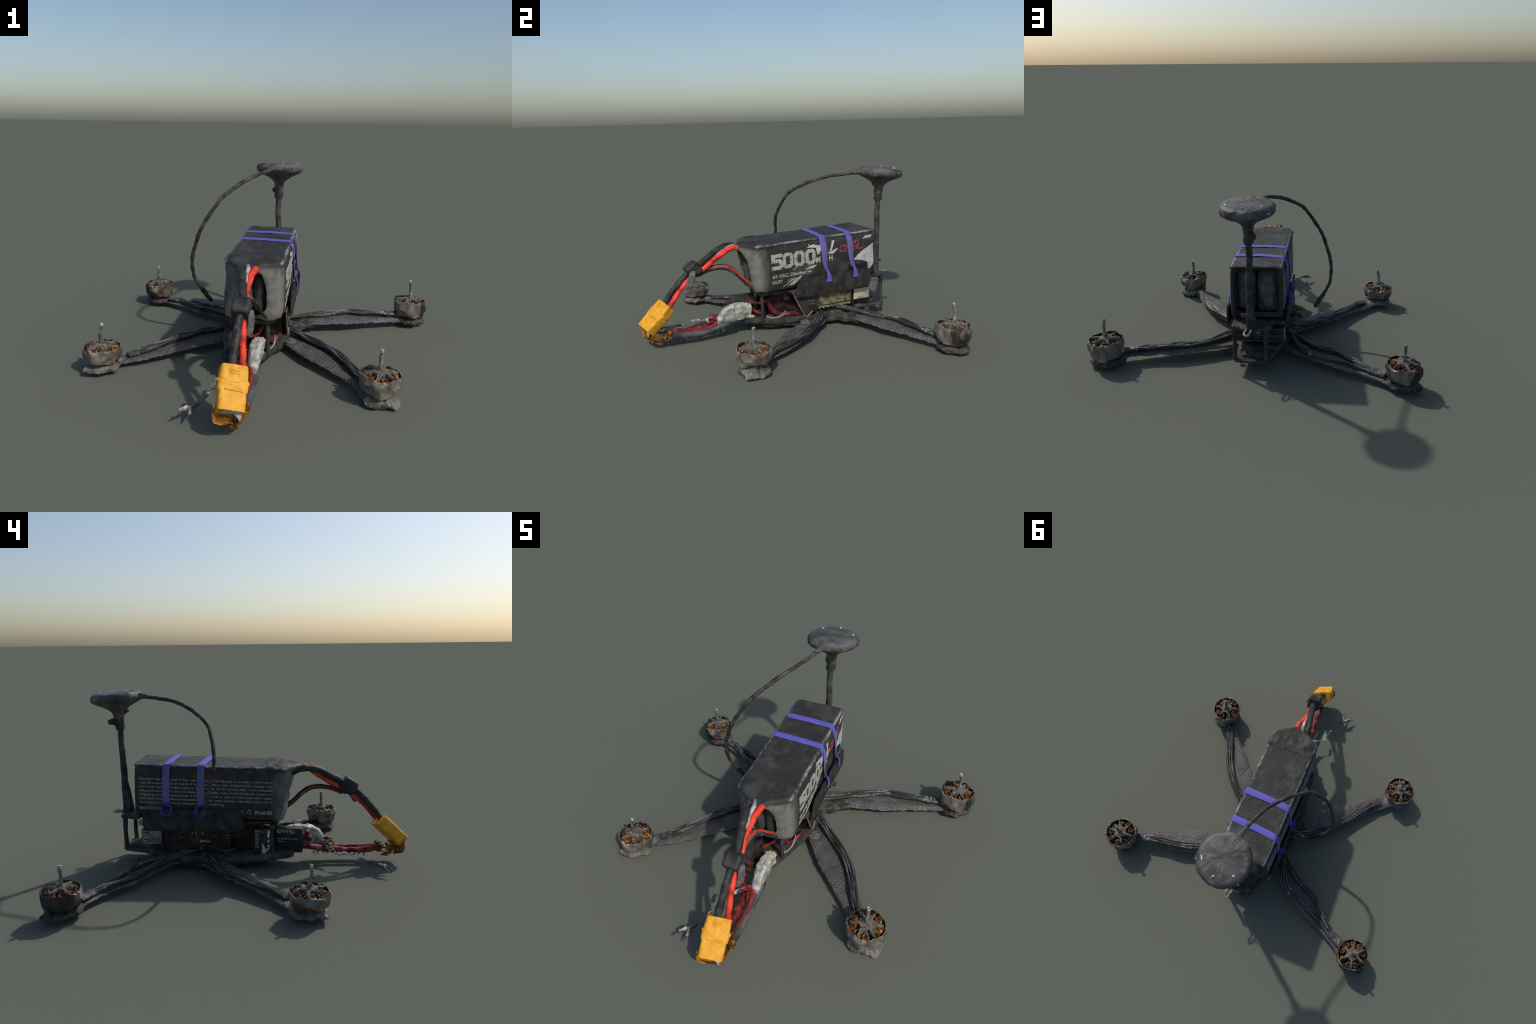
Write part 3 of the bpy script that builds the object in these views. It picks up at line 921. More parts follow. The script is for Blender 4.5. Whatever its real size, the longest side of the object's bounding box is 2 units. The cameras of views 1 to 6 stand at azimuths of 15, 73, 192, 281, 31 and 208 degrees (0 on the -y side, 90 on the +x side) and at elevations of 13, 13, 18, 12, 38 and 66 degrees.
    tube(bm, [(.06, -.22, .20), (.09, -.16, .19), (.10, -.10, .20), (.10, -.05, .225)], .009, 6, .3)
    tube(bm, [(.05, -.26, .15), (.09, -.20, .145), (.11, -.15, .12)], .010, 6, .3)
    make("bay_wire", bm, M["dark_red"], root)
    bm = bmesh.new()
    tube(bm, [(.150, -.12, .115), (.158, -.08, .098), (.160, -.03, .105), (.155, .02, .135)], .0028, 6)
    tube(bm, [(.152, -.12, .105), (.160, -.07, .092), (.162, -.02, .098), (.160, .02, .12)], .0028, 6)
    make("bay_thin_wire", bm, M["print_grey"], root)
    # brown cylinders and dark clutter behind the receiver
    bm = bmesh.new()
    for (y, z, r) in ((-.345, .175, .020), (-.372, .165, .018), (-.36, .200, .014)):
        b2 = bmesh.new()
        lathe(b2, [(r * .8, -.03), (r, -.026), (r, .026), (r * .8, .03)], 16)
        b2.transform(Matrix.Translation((.05, y, z)) @ Matrix.Rotation(math.radians(90), 4, "Y"))
        merge(bm, b2)
    make("capacitor", bm, speckled("brown_can", (.03, .012, .01), (.10, .03, .022), (.16, .07, .05), 22), root)
    # ribbon of coloured wires poking out on the left
    for name, mt, off in (("signal_wire", "wire_yellow", 0), ("signal_wire", "wire_orange", 1), ("signal_wire", "wire_green", 2), ("signal_wire", "dark_red", 3), ("signal_wire", "grey_wire", 4)):
        bm = bmesh.new()
        tube(bm, [(-.12, .205 + .004 * off, .165 + .004 * off), (-.165, .215 + .004 * off, .180 + .003 * off), (-.205, .226, .196 + .003 * off), (-.246 + .006 * off, .232 + .003 * off, .205 + .002 * off)], .0042, 6)
        make(name, bm, M[mt], root)
    bm = bmesh.new()
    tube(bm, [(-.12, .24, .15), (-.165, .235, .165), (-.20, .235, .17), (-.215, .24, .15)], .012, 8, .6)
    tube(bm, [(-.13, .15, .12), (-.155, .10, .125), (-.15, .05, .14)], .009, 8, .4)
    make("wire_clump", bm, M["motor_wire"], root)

def _shift(bm, du, dv):
    for v in bm.verts:
        v.co.x += du; v.co.y += dv
    return bm

# ------------------------------------------------------------------ arms and motors
ARMS = {
    "front_right": dict(a=[(.10, .32), (.24, .265), (.327, .172), (.467, .051), (.607, -.129), (.70, -.279), (.80, -.34)],
                        b=[(.13, .17), (.17, .135), (.226, .080), (.330, -.035), (.460, -.145), (.602, -.272), (.665, -.36), (.715, -.44)],
                        motor=(.769, -.388), tip=(.769, -.385, .274), ztop=.160, wires=[[(.15, .255, .13), (.22, .240, .112), (.306, .176, .098), (.450, .058, .098), (.537, -.046, .097), (.612, -.172, .094), (.672, -.265, .086), (.72, -.315, .076)]]),
    "rear_right": dict(a=[(.12, .54), (.25, .60), (.361, .658), (.471, .714), (.605, .745), (.729, .770), (.80, .82)],
                       b=[(.13, .36), (.165, .388), (.312, .500), (.485, .570), (.658, .668), (.80, .738), (.86, .77)],
                       motor=(.883, .830), tip=(.881, .828, .305), ztop=.178, wires=[[(.12, .39, .125), (.165, .43, .118), (.318, .585, .095), (.468, .672, .100), (.600, .715, .097), (.712, .750, .092), (.795, .783, .084)]]),
    "front_left": dict(a=[(-.08, .05), (-.141, .108), (-.225, .027), (-.359, -.139), (-.513, -.310), (-.599, -.380), (-.64, -.43)],
                       b=[(-.13, .30), (-.20, .235), (-.268, .165), (-.366, .048), (-.525, -.173), (-.655, -.316), (-.71, -.39)],
                       motor=(-.680, -.442), tip=(-.673, -.452, .274), ztop=.150, wires=[[(-.10, .24, .13), (-.165, .225, .115), (-.245, .165, .100), (-.318, .100, .098), (-.370, .030, .097), (-.452, -.105, .092), (-.532, -.252, .085), (-.59, -.330, .078)]]),
    "rear_left": dict(a=[(-.10, .50), (-.178, .512), (-.299, .585), (-.525, .682), (-.66, .72), (-.776, .772), (-.86, .83)],
                      b=[(-.14, .26), (-.20, .385), (-.323, .471), (-.515, .538), (-.63, .622), (-.782, .683), (-.87, .69)],
                      motor=(-.891, .757), tip=(-.893, .756, .279), ztop=.164, wires=[[(-.12, .29, .13), (-.165, .36, .120), (-.225, .415, .108), (-.353, .489, .100), (-.484, .534, .097), (-.594, .612, .092), (-.70, .680, .083), (-.79, .715, .074)],
                          [(-.15, .36, .12), (-.21, .45, .108), (-.306, .568, .094), (-.395, .608, .090), (-.538, .638, .088), (-.660, .681, .082), (-.79, .728, .074)]]),
}

def build_arm(root, key, d, seed):
    def even(pts, m=92):
        P = catmull([(*p, 0) for p in pts], 24)
        acc = [0.0]
        for u, v in zip(P, P[1:]):
            acc.append(acc[-1] + (v - u).length)
        out, j = [], 0
        for i in range(m):
            t = acc[-1] * i / (m - 1)
            while j < len(P) - 2 and acc[j + 1] < t:
                j += 1
            out.append(P[j].lerp(P[j + 1], min(1, (t - acc[j]) / max(1e-9, acc[j + 1] - acc[j]))))
        return out
    A, B = even(d["a"]), even(d["b"])
    n = len(A)
    bm = bmesh.new()
    rings = []
    for i in range(n):
        s = i / (n - 1)
        drop, th = d["plate"]
        zb = drop - .020 * max(0, (s - .45) / .55) ** 1.3
        a, b = A[i], B[i]
        w = (b - a)
        ring = []
        m = 9
        for k in range(m):
            f = k / (m - 1)
            e = 1 if k in (0, m - 1) else 0
            ring.append(a + w * f + V((0, 0, zb + th - e * .006)))
        out = w.normalized()
        for k in range(m - 1, -1, -1):
            f = k / (m - 1)
            e = 1 if k in (0, m - 1) else 0
            flare = (d["flare"][0] if k == 0 else d["flare"][1]) * min(1, 2.2 * (1 - s)) if e else 0
            p = a + w * f + out * (flare if k else -flare) + V((0, 0, zb + e * .004 + fbm(a + w * f, 30, 2, seed) * .012 * e))
            ring.append(p)
        rings.append(ring)
    loft(bm, rings)
    bm.normal_update()
    for v in bm.verts:
        v.co += v.normal * (fbm(v.co, 22, 3, seed) * .008 + fbm(v.co, 70, 2, seed + 3) * .003)
    arm = make("arm", bm, M["carbon"], root, None, 35)
    if key == "rear_right":                               # swollen, sooty root
        bm = bmesh.new()
        prism(bm, [(.15, .33), (.19, .37), (.27, .455), (.31, .50), (.28, .53), (.17, .48)], .030, .078, .012, .02, .018, 7, 20)
        make("arm_root", bm, M["dusty_plastic"], arm)
    # motor wires: a flat bundle of three, lying on the arm
    for path in d["wires"]:
        P = [p - V((0, 0, d["sink"])) for p in catmull(path, 8)]
        bm = bmesh.new()
        cnt = 3 if len(d["wires"]) == 1 else 2
        strands = []
        for j in range(cnt):
            off = (j - (cnt - 1) / 2)
            pts = []
            for i, p in enumerate(P):
                t = (P[min(i + 1, len(P) - 1)] - P[max(i - 1, 0)])
                sd = V((-t.y, t.x, 0)).normalized()
                spread = .0185 * (1 - .25 * i / len(P))
                pts.append(p + sd * off * spread + V((0, 0, .004 * math.sin(i * .5 + j * 2 + seed))))
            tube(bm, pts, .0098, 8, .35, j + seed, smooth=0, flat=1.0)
            strands.append(pts)
        if True:                                          # fill under the bundle so that it rests on the arm
            for i, p in enumerate(P):
                pass
            lower = [p - V((0, 0, .013)) for p in P[4:]]
            tube(bm, lower, .015, 8, .3, seed, smooth=0, flat=.7)
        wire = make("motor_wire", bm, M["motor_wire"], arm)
        bm = bmesh.new()                                  # highlights along the strands, modelled as thin pale tubes
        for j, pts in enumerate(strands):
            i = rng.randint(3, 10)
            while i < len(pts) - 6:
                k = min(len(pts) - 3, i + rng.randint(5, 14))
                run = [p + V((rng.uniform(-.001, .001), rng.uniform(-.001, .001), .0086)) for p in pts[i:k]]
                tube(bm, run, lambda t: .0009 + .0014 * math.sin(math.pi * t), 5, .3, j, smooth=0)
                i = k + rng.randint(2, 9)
        make("wire_glint_strip", bm, M["painted_glint"], wire)["kind"] = "stuff"
        # heat-shrink cuff by the motor
        bm = bmesh.new()
        e0, e1 = P[-1], P[-7]
        tube(bm, [e0, (e0 + e1) / 2, e1], .024, 10, .3, seed, flat=.6)
        make("wire_cuff", bm, M["grey_wire"], arm)
    return arm

def build_arm_bolts(arms):
    for (arm, x, y, z) in ((0, .219, .135, .055), (2, -.188, .124, .055), (1, .235, .47, .074), (3, -.215, .45, .055)):
        bm = bmesh.new()
        lathe(bm, [(.036, 0), (.036, .010), (.030, .014), (.014, .014), (.012, .020), (.006, .020), (.005, .012)], 24, (x, y, z))
        roughen(bm, .003, 50, 2)
        make("arm_bolt", bm, M["hub"] if arm in (0,) else M["dusty_plastic"], arms[arm])

def build_motor(root, key, d, seed, bell_mat, tear=0.0, tear_dir=0.0, crumpled=1.0):
    mx, my = d["motor"]
    zt = d["ztop"]
    off = zt - .162
    mat = Matrix.Translation((mx, my, 0))
    girth = d.get("girth", .95)
    N = 96
    # can (bell)
    prof = [(.052, .070), (.066, .067), (.080, .067), (.090, .071), (.095, .079), (.098, .090), (.101, .101), (.1035, .113), (.105, .126), (.105, .138 + off), (.104, .148 + off), (.102, .156 + off), (.0985, .160 + off), (.0945, .158 + off), (.092, .148 + off), (.091, .130 + off), (.090, .108 + off), (.07, .098 + off), (.03, .096 + off)]
    bm = bmesh.new()
    rings = []
    for (r, z) in [(r_ * girth, z_) for r_, z_ in prof]:
        ring = []
        for k in range(N):
            a = 2 * math.pi * k / N
            outer = r > .0
            p = V((math.cos(a), math.sin(a), 0))
            low = fbm(p * 1.0 + V((0, 0, z * 6)), 1.6, 2, seed) * .012
            fine = fbm(V((p.x * .1, p.y * .1, z)), 40, 2, seed + 2) * .006
            zz = z
            if z > .15 + off:
                g = math.cos(a - tear_dir)
                zz -= tear * max(0, g) * (.5 + .9 * abs(fbm(p, 6, 2, seed + 9)) * 2)
                zz += fbm(p, 3.2, 2, seed + 5) * .020 + fbm(p, 11, 2, seed + 6) * .010
            vd = noise.voronoi(V((p.x * 1.7, p.y * 1.7, z * 16)) + V((seed * 5.1, 0, 0)))[0]
            crease = (vd[1] - vd[0] - .25) * -.012 * crumpled + (vd[0] - .35) * .010 * crumpled
            if not (z < .16 + off and r > .06 * girth):
                crease *= .25
            rr = r + (low + fine if z < .16 + off and r > .08 * girth else fine) + crease
            if z < .085:
                zz += fbm(p, 1.3, 2, seed + 8) * .034
            ring.append(p * rr + V((0, 0, zz)))
        rings.append(ring)
    loft(bm, rings)
    bm.faces.ensure_lookup_table()
    for i, f in enumerate(bm.faces):
        if 12 * N <= i < (len(prof) - 1) * N:
            f.material_index = 1
    motor = make("motor", bm, [bell_mat, M["soot"]], root, mat, 28)
    # base with four lugs
    bm = bmesh.new()
    rings = []
    for (r, z, lug) in ((.030, .008, 0), (.060, .004, .1), (.076, .004, .5), (.086, .012, .8), (.091, .022, 1), (.090, .034, 1), (.080, .044, .7), (.066, .052, .3), (.056, .066, 0)):
        ring = []
        for k in range(N):
            a = 2 * math.pi * k / N
            p = V((math.cos(a), math.sin(a), 0))
            g = max(0, math.cos(2 * (a - d["ang"]))) ** 3
            vd = noise.voronoi(V((p.x * 1.5, p.y * 1.5, z * 22)) + V((seed * 3.3, 2, 0)))[0]
            rr = r * girth + .024 * lug * g + fbm(p * .1 + V((0, 0, z)), 30, 3, seed + 7) * .012 + ((vd[0] - .35) * .026 + (vd[1] - vd[0] - .25) * -.010) * (1 if r > .06 else 0)
            zz = max(.0, z + fbm(p, 4, 2, seed + 11) * .016) * (1 - d["lift"] / .058) + d["lift"]
            ring.append(p * rr + V((0, 0, zz)))
        rings.append(ring)
    loft(bm, rings)
    make("motor_base", bm, d.get("base_mat", M["dusty_plastic"]), motor, None, 30)
    # coils
    coils = 9
    for k in range(coils):
        a = 2 * math.pi * (k + .3 * (seed % 3)) / coils + rng.uniform(-.06, .06)
        bm = bmesh.new()
        for lvl in range(3):                              # loops of wire around a dark tooth
            loop = []
            for i in range(18):
                an = 2 * math.pi * i / 18
                loop.append(V((.071 + (.0165 - .0015 * lvl) * math.cos(an), (.0175 - .002 * lvl) * math.sin(an), .132 + .0085 * lvl - .006 * math.cos(an))))
            m_ = len(loop)
            rings_ = []
            for i, p in enumerate(loop):
                t = (loop[(i + 1) % m_] - loop[i - 1]).normalized()
                o_ = V((0, 0, 1)); b_ = t.cross(o_)
                rr_ = .0056 * (1 + fbm(p + V((k, lvl, seed)), 90, 2, 3) * .5)
                rings_.append([p + o_ * math.cos(q * math.pi / 4) * rr_ + b_ * math.sin(q * math.pi / 4) * rr_ for q in range(8)])
            loft(bm, rings_, loop=True)
        roughen(bm, .004, 70, k + seed)
        n0 = len(bm.faces)
        soft_box(bm, (.056, -.010, .10), (.086, .010, .150), r=.004)
        set_mat(bm, n0, 1)
        make("copper_coil", bm, [M["copper"], M["soot"]], motor, Matrix.Translation((0, 0, off + rng.uniform(-.004, .004))) @ Matrix.Rotation(a, 4, "Z"))
    bm = bmesh.new()
    lathe(bm, [(.050, .112), (.050, .135), (.044, .142), (.02, .142)], 32, (0, 0, off))
    roughen(bm, .008, 40, seed)
    make("stator_core", bm, M["green_core"], motor)
    # spider hub with pointed spokes
    bm = bmesh.new()
    spokes = 6
    rings = []
    for lvl, (sc, z) in enumerate(((.94, .146), (1.0, .155), (1.0, .164), (.94, .170), (.60, .173), (.36, .177), (.24, .188))):
        ring = []
        for k in range(132):
            a = 2 * math.pi * k / 132
            ph = (a * spokes / (2 * math.pi) + seed * .17) % 1.0
            spike = max(0, 1 - abs(ph - .5) * 4.4) ** 1.1
            r = (.040 + (.049 * spike if lvl < 3 else .036 * spike if lvl == 3 else .004 * spike)) * sc
            r *= 1 + fbm(V((math.cos(a), math.sin(a), lvl * .2)), 3, 2, seed + 3) * .16
            ring.append(V((r * math.cos(a), r * math.sin(a), z + off + fbm(V((math.cos(a) * r, math.sin(a) * r, 0)), 60, 2, seed) * .006)))
        rings.append(ring)
    loft(bm, rings)
    roughen(bm, .007, 70, seed)
    make("motor_hub", bm, M["hub"], motor, None, 35)
    # shaft, slightly bent as in the scan, bright hollow tip
    tip = V(d["tip"]) - V((mx, my, 0))
    z0 = .170 + off
    bend = V((rng.uniform(-.006, .006), rng.uniform(-.006, .006), 0))
    bm = bmesh.new()
    tube(bm, [(0, 0, z0), V((tip.x * .3, tip.y * .3, z0 + .03)) + bend, V((tip.x * .7, tip.y * .7, (z0 + tip.z) / 2 + .015)) + bend, tip - V((0, 0, .012))],
         lambda t: .0128 - .0034 * min(1, t * 2.5), 12, .45, seed)
    make("motor_shaft", bm, M["shaft"], motor)
    bm = bmesh.new()
    lathe(bm, [(.0088, -.016), (.0096, -.010), (.0100, 0), (.0080, .002), (.006, .0), (.005, -.008)], 16, tip)
    roughen(bm, .003, 60, seed)
    make("shaft_tip", bm, M["steel"], motor)
    return motor

# ------------------------------------------------------------------ leads and plug
def build_leads(root):
    bm = bmesh.new()
    tube(bm, [(.02, -.18, .55), (.034, -.265, .578), (.05, -.333, .597), (.085, -.425, .580), (.126, -.542, .513), (.136, -.63, .458), (.147, -.722, .370), (.150, -.792, .280), (.151, -.806, .262)],
         lambda t: .0205 if t < .6 else .019, 14, .40, 2)
    make("black_lead", bm, M["black_wire"], root)
    bm = bmesh.new()
    tube(bm, [(.112, -.18, .55), (.117, -.265, .580), (.121, -.331, .594), (.116, -.408, .555), (.126, -.503, .492), (.148, -.606, .436), (.170, -.695, .357), (.196, -.768, .262), (.199, -.784, .244)],
         lambda t: .0180 if t < .6 else .0160, 14, .45, 5)
    make("red_lead", bm, M["red"], root)
    bm = bmesh.new()                                      # white printing band and the grey tongue between the leads
    tube(bm, [(.080, -.285, .598), (.092, -.345, .594), (.104, -.40, .570), (.110, -.44, .548)], lambda t: .016 * (1 - .6 * t), 10, .4, 3)
    make("lead_sleeve", bm, M["white_scrap"], root)
    # balance lead: a thinner bundle leaving the nose lower down
    for j, mt in ((0, "black_wire"), (1, "red"), (2, "grey_wire"), (3, "black_wire")):
        bm = bmesh.new()
        o = V((.010 * (j - 1.5), .004 * (j % 2), -.009 * (j - 1)))
        tube(bm, [V((.140, -.200, .325)) + o, V((.128, -.262, .375)) + o, V((.120, -.320, .435)) + o, V((.116, -.390, .474)) + o * .8, V((.118, -.480, .470)) + o * .5, V((.120, -.560, .440)) + o * .4], .0085, 8, .3, j)
        make("balance_wire", bm, M[mt], root)
    # clip holding the leads together: taped block with a hanging tab
    d = V((.012, -.09, -.062)).normalized()
    xx = V((1, .12, 0)); xx = (xx - d * xx.dot(d)).normalized(); zz = xx.cross(d)
    mat = Matrix((xx, d, zz)).transposed().to_4x4(); mat.translation = (.137, -.600, .472)
    bm = bmesh.new()
    soft_box(bm, (-.046, -.052, -.052), (.043, .038, .038), r=.018, seg=3, cuts=.02, noise_amp=.010, seed=3)
    soft_box(bm, (-.030, -.045, .02), (.030, .01, .052), r=.014, seg=3)
    clip = make("lead_clip", bm, M["plastic"], root, mat)
    bm = bmesh.new()
    c = [V((.180, -.606, .480)), V((.186, -.615, .44)), V((.187, -.630, .40)), V((.182, -.648, .372))]
    ribbon(bm, c, [.040, .042, .042, .036], [V((.3, .9, .3))] * 4, .012, 6, .003)
    make("clip_tab", bm, speckled("grey_tab", grey(.04, (1, 1, 1)), grey(.085, (1, 1, 1)), grey(.2, (1, 1, 1)), 16), clip, mat.inverted())

def build_plug(root):
    # upper plug: ribbed block; axes from its measured corners
    tl, tr, br, bl = V((.127, -.823, .302)), V((.221, -.771, .273)), V((.244, -.918, .146)), V((.138, -.956, .170))
    ex = ((tr - tl) + (br - bl)).normalized()
    ey = ((bl - tl) + (br - tr)); ey = (ey - ex * ey.dot(ex)).normalized()
    ez = ex.cross(ey)
    if ez.z > 0 and ez.y > 0 or ez.y < 0 and False:
        pass
    out = V((0, -1, .6))
    if ez.dot(out) < 0:
        ez = -ez
    c = (tl + tr + br + bl) / 4
    mat = Matrix((ex, ey, ez)).transposed().to_4x4(); mat.translation = c + ez * .006 + ey * .002
    w, l, t = .0640, .101, .076
    bm = bmesh.new()
    b2 = bmesh.new()
    sec = []
    for (yy, sx) in ((-l, .92), (-l + .008, .96), (-.038, 1.0), (-.030, 1.05), (-.004, 1.06), (.012, 1.05), (.018, .97), (.05, .97), (l - .006, .96), (l, .92)):
        k = []
        for x, z in section(w * sx, t / 2, .016, 112):
            chamf = z
            k.append(V((x, yy, z - t / 2)))
        sec.append(k)
    loft(bm, sec)
    for (y, h) in ((-.074, .0), (-.062, .0), (-.024, .0), (-.012, 0)):
        soft_box(bm, (-.026, y - .003, -.003), (.022, y + .003, .0035), r=.002)
    soft_box(bm, (-.040, .008, -.004), (.040, .017, .0045), r=.003)
    soft_box(bm, (-.020, -.021, -.003), (.016, -.003, .0022), r=.002)
    for s in (-1, 1):
        soft_box(bm, (s * .045 - .012, -.040, -.004), (s * .045 + .012, -.030, .0035), r=.003)
        soft_box(bm, (s * (w + .001) - .006, -.036, -.055), (s * (w + .001) + .006, -.020, -.010), r=.003)
    roughen(bm, .004, 24, 4)
    plug = make("power_plug", bm, M["yellow"], root, mat, 38)
    # pale metal lip at the mouth
    bm = bmesh.new()
    b2 = patch([(-.002, .094), (.054, .094), (.050, .128), (.030, .112)])
    for v in b2.verts:
        v.co.z = v.co.z * .005 - .030 - (v.co.y - .094) * .6
    merge(bm, b2)
    soft_box(bm, (-.040, l - .004, -.058), (.040, l + .002, -.014), r=.004)
    make("plug_contact", bm, M["white_scrap"], plug)
    # lower half: a torn, hollow shell folding back beneath
    bm = bmesh.new()
    path = [V((.165, -.925, .118)), V((.170, -.900, .096)), V((.180, -.860, .088)), V((.188, -.820, .086)), V((.196, -.775, .084))]
    P = catmull(path, 6)
    rings_o, n = [], 40
    holes = set()
    for i, p in enumerate(P):
        f = i / (len(P) - 1)
        hw_ = .050 * (1 - .45 * f); hh_ = .036 * (1 - .30 * f)
        ring = []
        for k in range(n):
            a = 2 * math.pi * k / n
            ca, sa = math.cos(a), math.sin(a)
            x = hw_ * math.copysign(abs(ca) ** .5, ca); z = hh_ * math.copysign(abs(sa) ** .5, sa)
            q = p + V((x, x * .35, z))
            q += V((1, 1, 1)) * fbm(q, 40, 2, 3) * .006
            ring.append(q)
        rings_o.append(ring)
    vs = [[bm.verts.new(q) for q in r] for r in rings_o]
    for i in range(len(vs) - 1):
        for k in range(n):
            j = (k + 1) % n
            mid = (rings_o[i][k] + rings_o[i + 1][j]) / 2
            f = i / (len(vs) - 1)
            torn = fbm(V((mid.x * .35, mid.y * .6, mid.z)), 42, 2, 8) + (.12 if .25 < f < .85 else -.2)
            if torn > -.02:
                continue
            bm.faces.new((vs[i][k], vs[i][j], vs[i + 1][j], vs[i + 1][k]))
    bmesh.ops.delete(bm, geom=[v for v in bm.verts if not v.link_faces], context="VERTS")
    bmesh.ops.solidify(bm, geom=bm.faces[:], thickness=.006)
    roughen(bm, .003, 50, 3)
    make("torn_plug_shell", bm, M["amber"], root)
    bm = bmesh.new()                                      # hanging front lip and its drip
    def shell(poly, th, seed):
        P3 = [V(p) for p in poly]
        nn = (P3[1] - P3[0]).cross(P3[2] - P3[0]).normalized() * th
        b2 = bmesh.new()
        a = [b2.verts.new(p) for p in P3]; b = [b2.verts.new(p + nn) for p in P3]
        b2.faces.new(a); b2.faces.new(b[::-1])
        for i in range(len(a)):
            j = (i + 1) % len(a)
            b2.faces.new((a[i], a[j], b[j], b[i]))
        bmesh.ops.triangulate(b2, faces=b2.faces[:])
        bmesh.ops.subdivide_edges(b2, edges=b2.edges[:], cuts=2)
        roughen(b2, .006, 40, seed)
        merge(bm, b2)
    shell([(.104, -.925, .132), (.118, -.945, .160), (.185, -.925, .150), (.208, -.905, .118), (.196, -.900, .072), (.120, -.915, .075)], .006, 2)
    shell([(.112, -.925, .080), (.205, -.900, .075), (.214, -.888, .050), (.196, -.885, .036), (.170, -.905, .052)], .006, 5)
    shell([(.205, -.905, .120), (.226, -.905, .135), (.212, -.880, .085), (.205, -.890, .060)], .006, 7)
    shell([(.20, -.88, .045), (.192, -.84, .022), (.184, -.80, .030), (.200, -.82, .040)], .006, 9)
    make("torn_plug_lip", bm, M["amber"], root)
    # leads from the lower half back to the drone
    bm = bmesh.new()
    tube(bm, [(.198, -.80, .086), (.201, -.756, .078), (.186, -.632, .062), (.166, -.509, .066), (.162, -.43, .086), (.150, -.36, .098)], .0205, 14, .18, 4)
    make("lower_black_lead", bm, M["lower_lead"], root)
    bm = bmesh.new()
    tube(bm, [(.150, -.80, .092), (.145, -.760, .086), (.130, -.633, .074), (.105, -.500, .080), (.050, -.400, .105), (.015, -.330, .130)], lambda t: .0165 + .004 * t, 12, .7, 6)
    tube(bm, [(.185, -.78, .098), (.178, -.64, .084), (.160, -.52, .086), (.150, -.45, .105)], lambda t: .0065 + .005 * t, 8, .9, 9)
    make("lower_red_lead", bm, M["dark_red"], root)
    bm = bmesh.new()                                      # pale frayed scraps hanging beneath
    for i in range(12):
        y = -.70 + i * .028
        x = .175 - .005 * i + rng.uniform(-.02, .01)
        z = .048 + .001 * i
        dz = rng.uniform(.012, .03)
        tube(bm, [(x, y, z), (x + rng.uniform(-.008, .008), y + rng.uniform(-.01, .01), z - dz * .5), (x + rng.uniform(-.012, .012), y + rng.uniform(-.016, .016), z - dz)], lambda t: .008 * (1 - .7 * t), 6, .7, i, smooth=3)
    make("frayed_scrap", bm, M["white_scrap"], root)["kind"] = "stuff"
    # loose two-pin jumper
    bm = bmesh.new()
    a, m_, e1, e2 = V((-.008, -.666, .068)), V((-.047, -.78, .056)), V((-.110, -.856, .030)), V((-.038, -.860, .034))
    tube(bm, [a, (a + m_) / 2 + V((.004, 0, .003)), m_, (m_ + e1) / 2, e1], lambda t: .0032 if t < .52 else .0125 * max(.18, 1.45 - t * 1.25), 8, .6, 1)
    tube(bm, [a + V((.006, .0, -.002)), (a + m_) / 2 + V((.012, 0, -.004)), m_ + V((.008, -.01, -.004)), (m_ + e2) / 2 + V((.004, 0, 0)), e2], lambda t: .0032 if t < .52 else .0125 * max(.18, 1.45 - t * 1.25), 8, .6, 2)
    tube(bm, [a + V((.003, 0, 0)), a + V((-.002, -.03, .004)), (a + m_) / 2 + V((.010, 0, -.010)), m_ + V((.012, 0, -.012))], .0026, 6, .8, 5)
    jw = make("jumper_wire", bm, M["grey_wire"], root)
    bm = bmesh.new()
    tube(bm, [m_ + V((-.012, -.012, .004)), m_ + V((-.022, -.030, .003)), m_ + V((-.038, -.045, .0))], lambda t: .009 * (1 - .5 * abs(t - .5)), 7, .8, 4)
    tube(bm, [m_ + V((.010, -.035, -.006)), m_ + V((.014, -.050, -.008))], .006, 6, .8, 5)
    tube(bm, [a, a + V((.008, .016, .004)), a + V((.014, .030, .007))], lambda t: .005 * (1 - .6 * t), 6, .5, 6)
    make("jumper_scrap", bm, M["white_scrap"], jw)
    bm = bmesh.new()
    tube(bm, [(.012, -.600, .088), (.010, -.585, .092), (-.004, -.560, .090), (.006, -.545, .092)], lambda t: .010 * (1 - .6 * abs(t - .4)), 7, .7, 3)
    tube(bm, [(.0, -.60, .09), (-.012, -.63, .088)], .003, 6, smooth=2)
    make("loose_scrap", bm, M["white_scrap"], root)

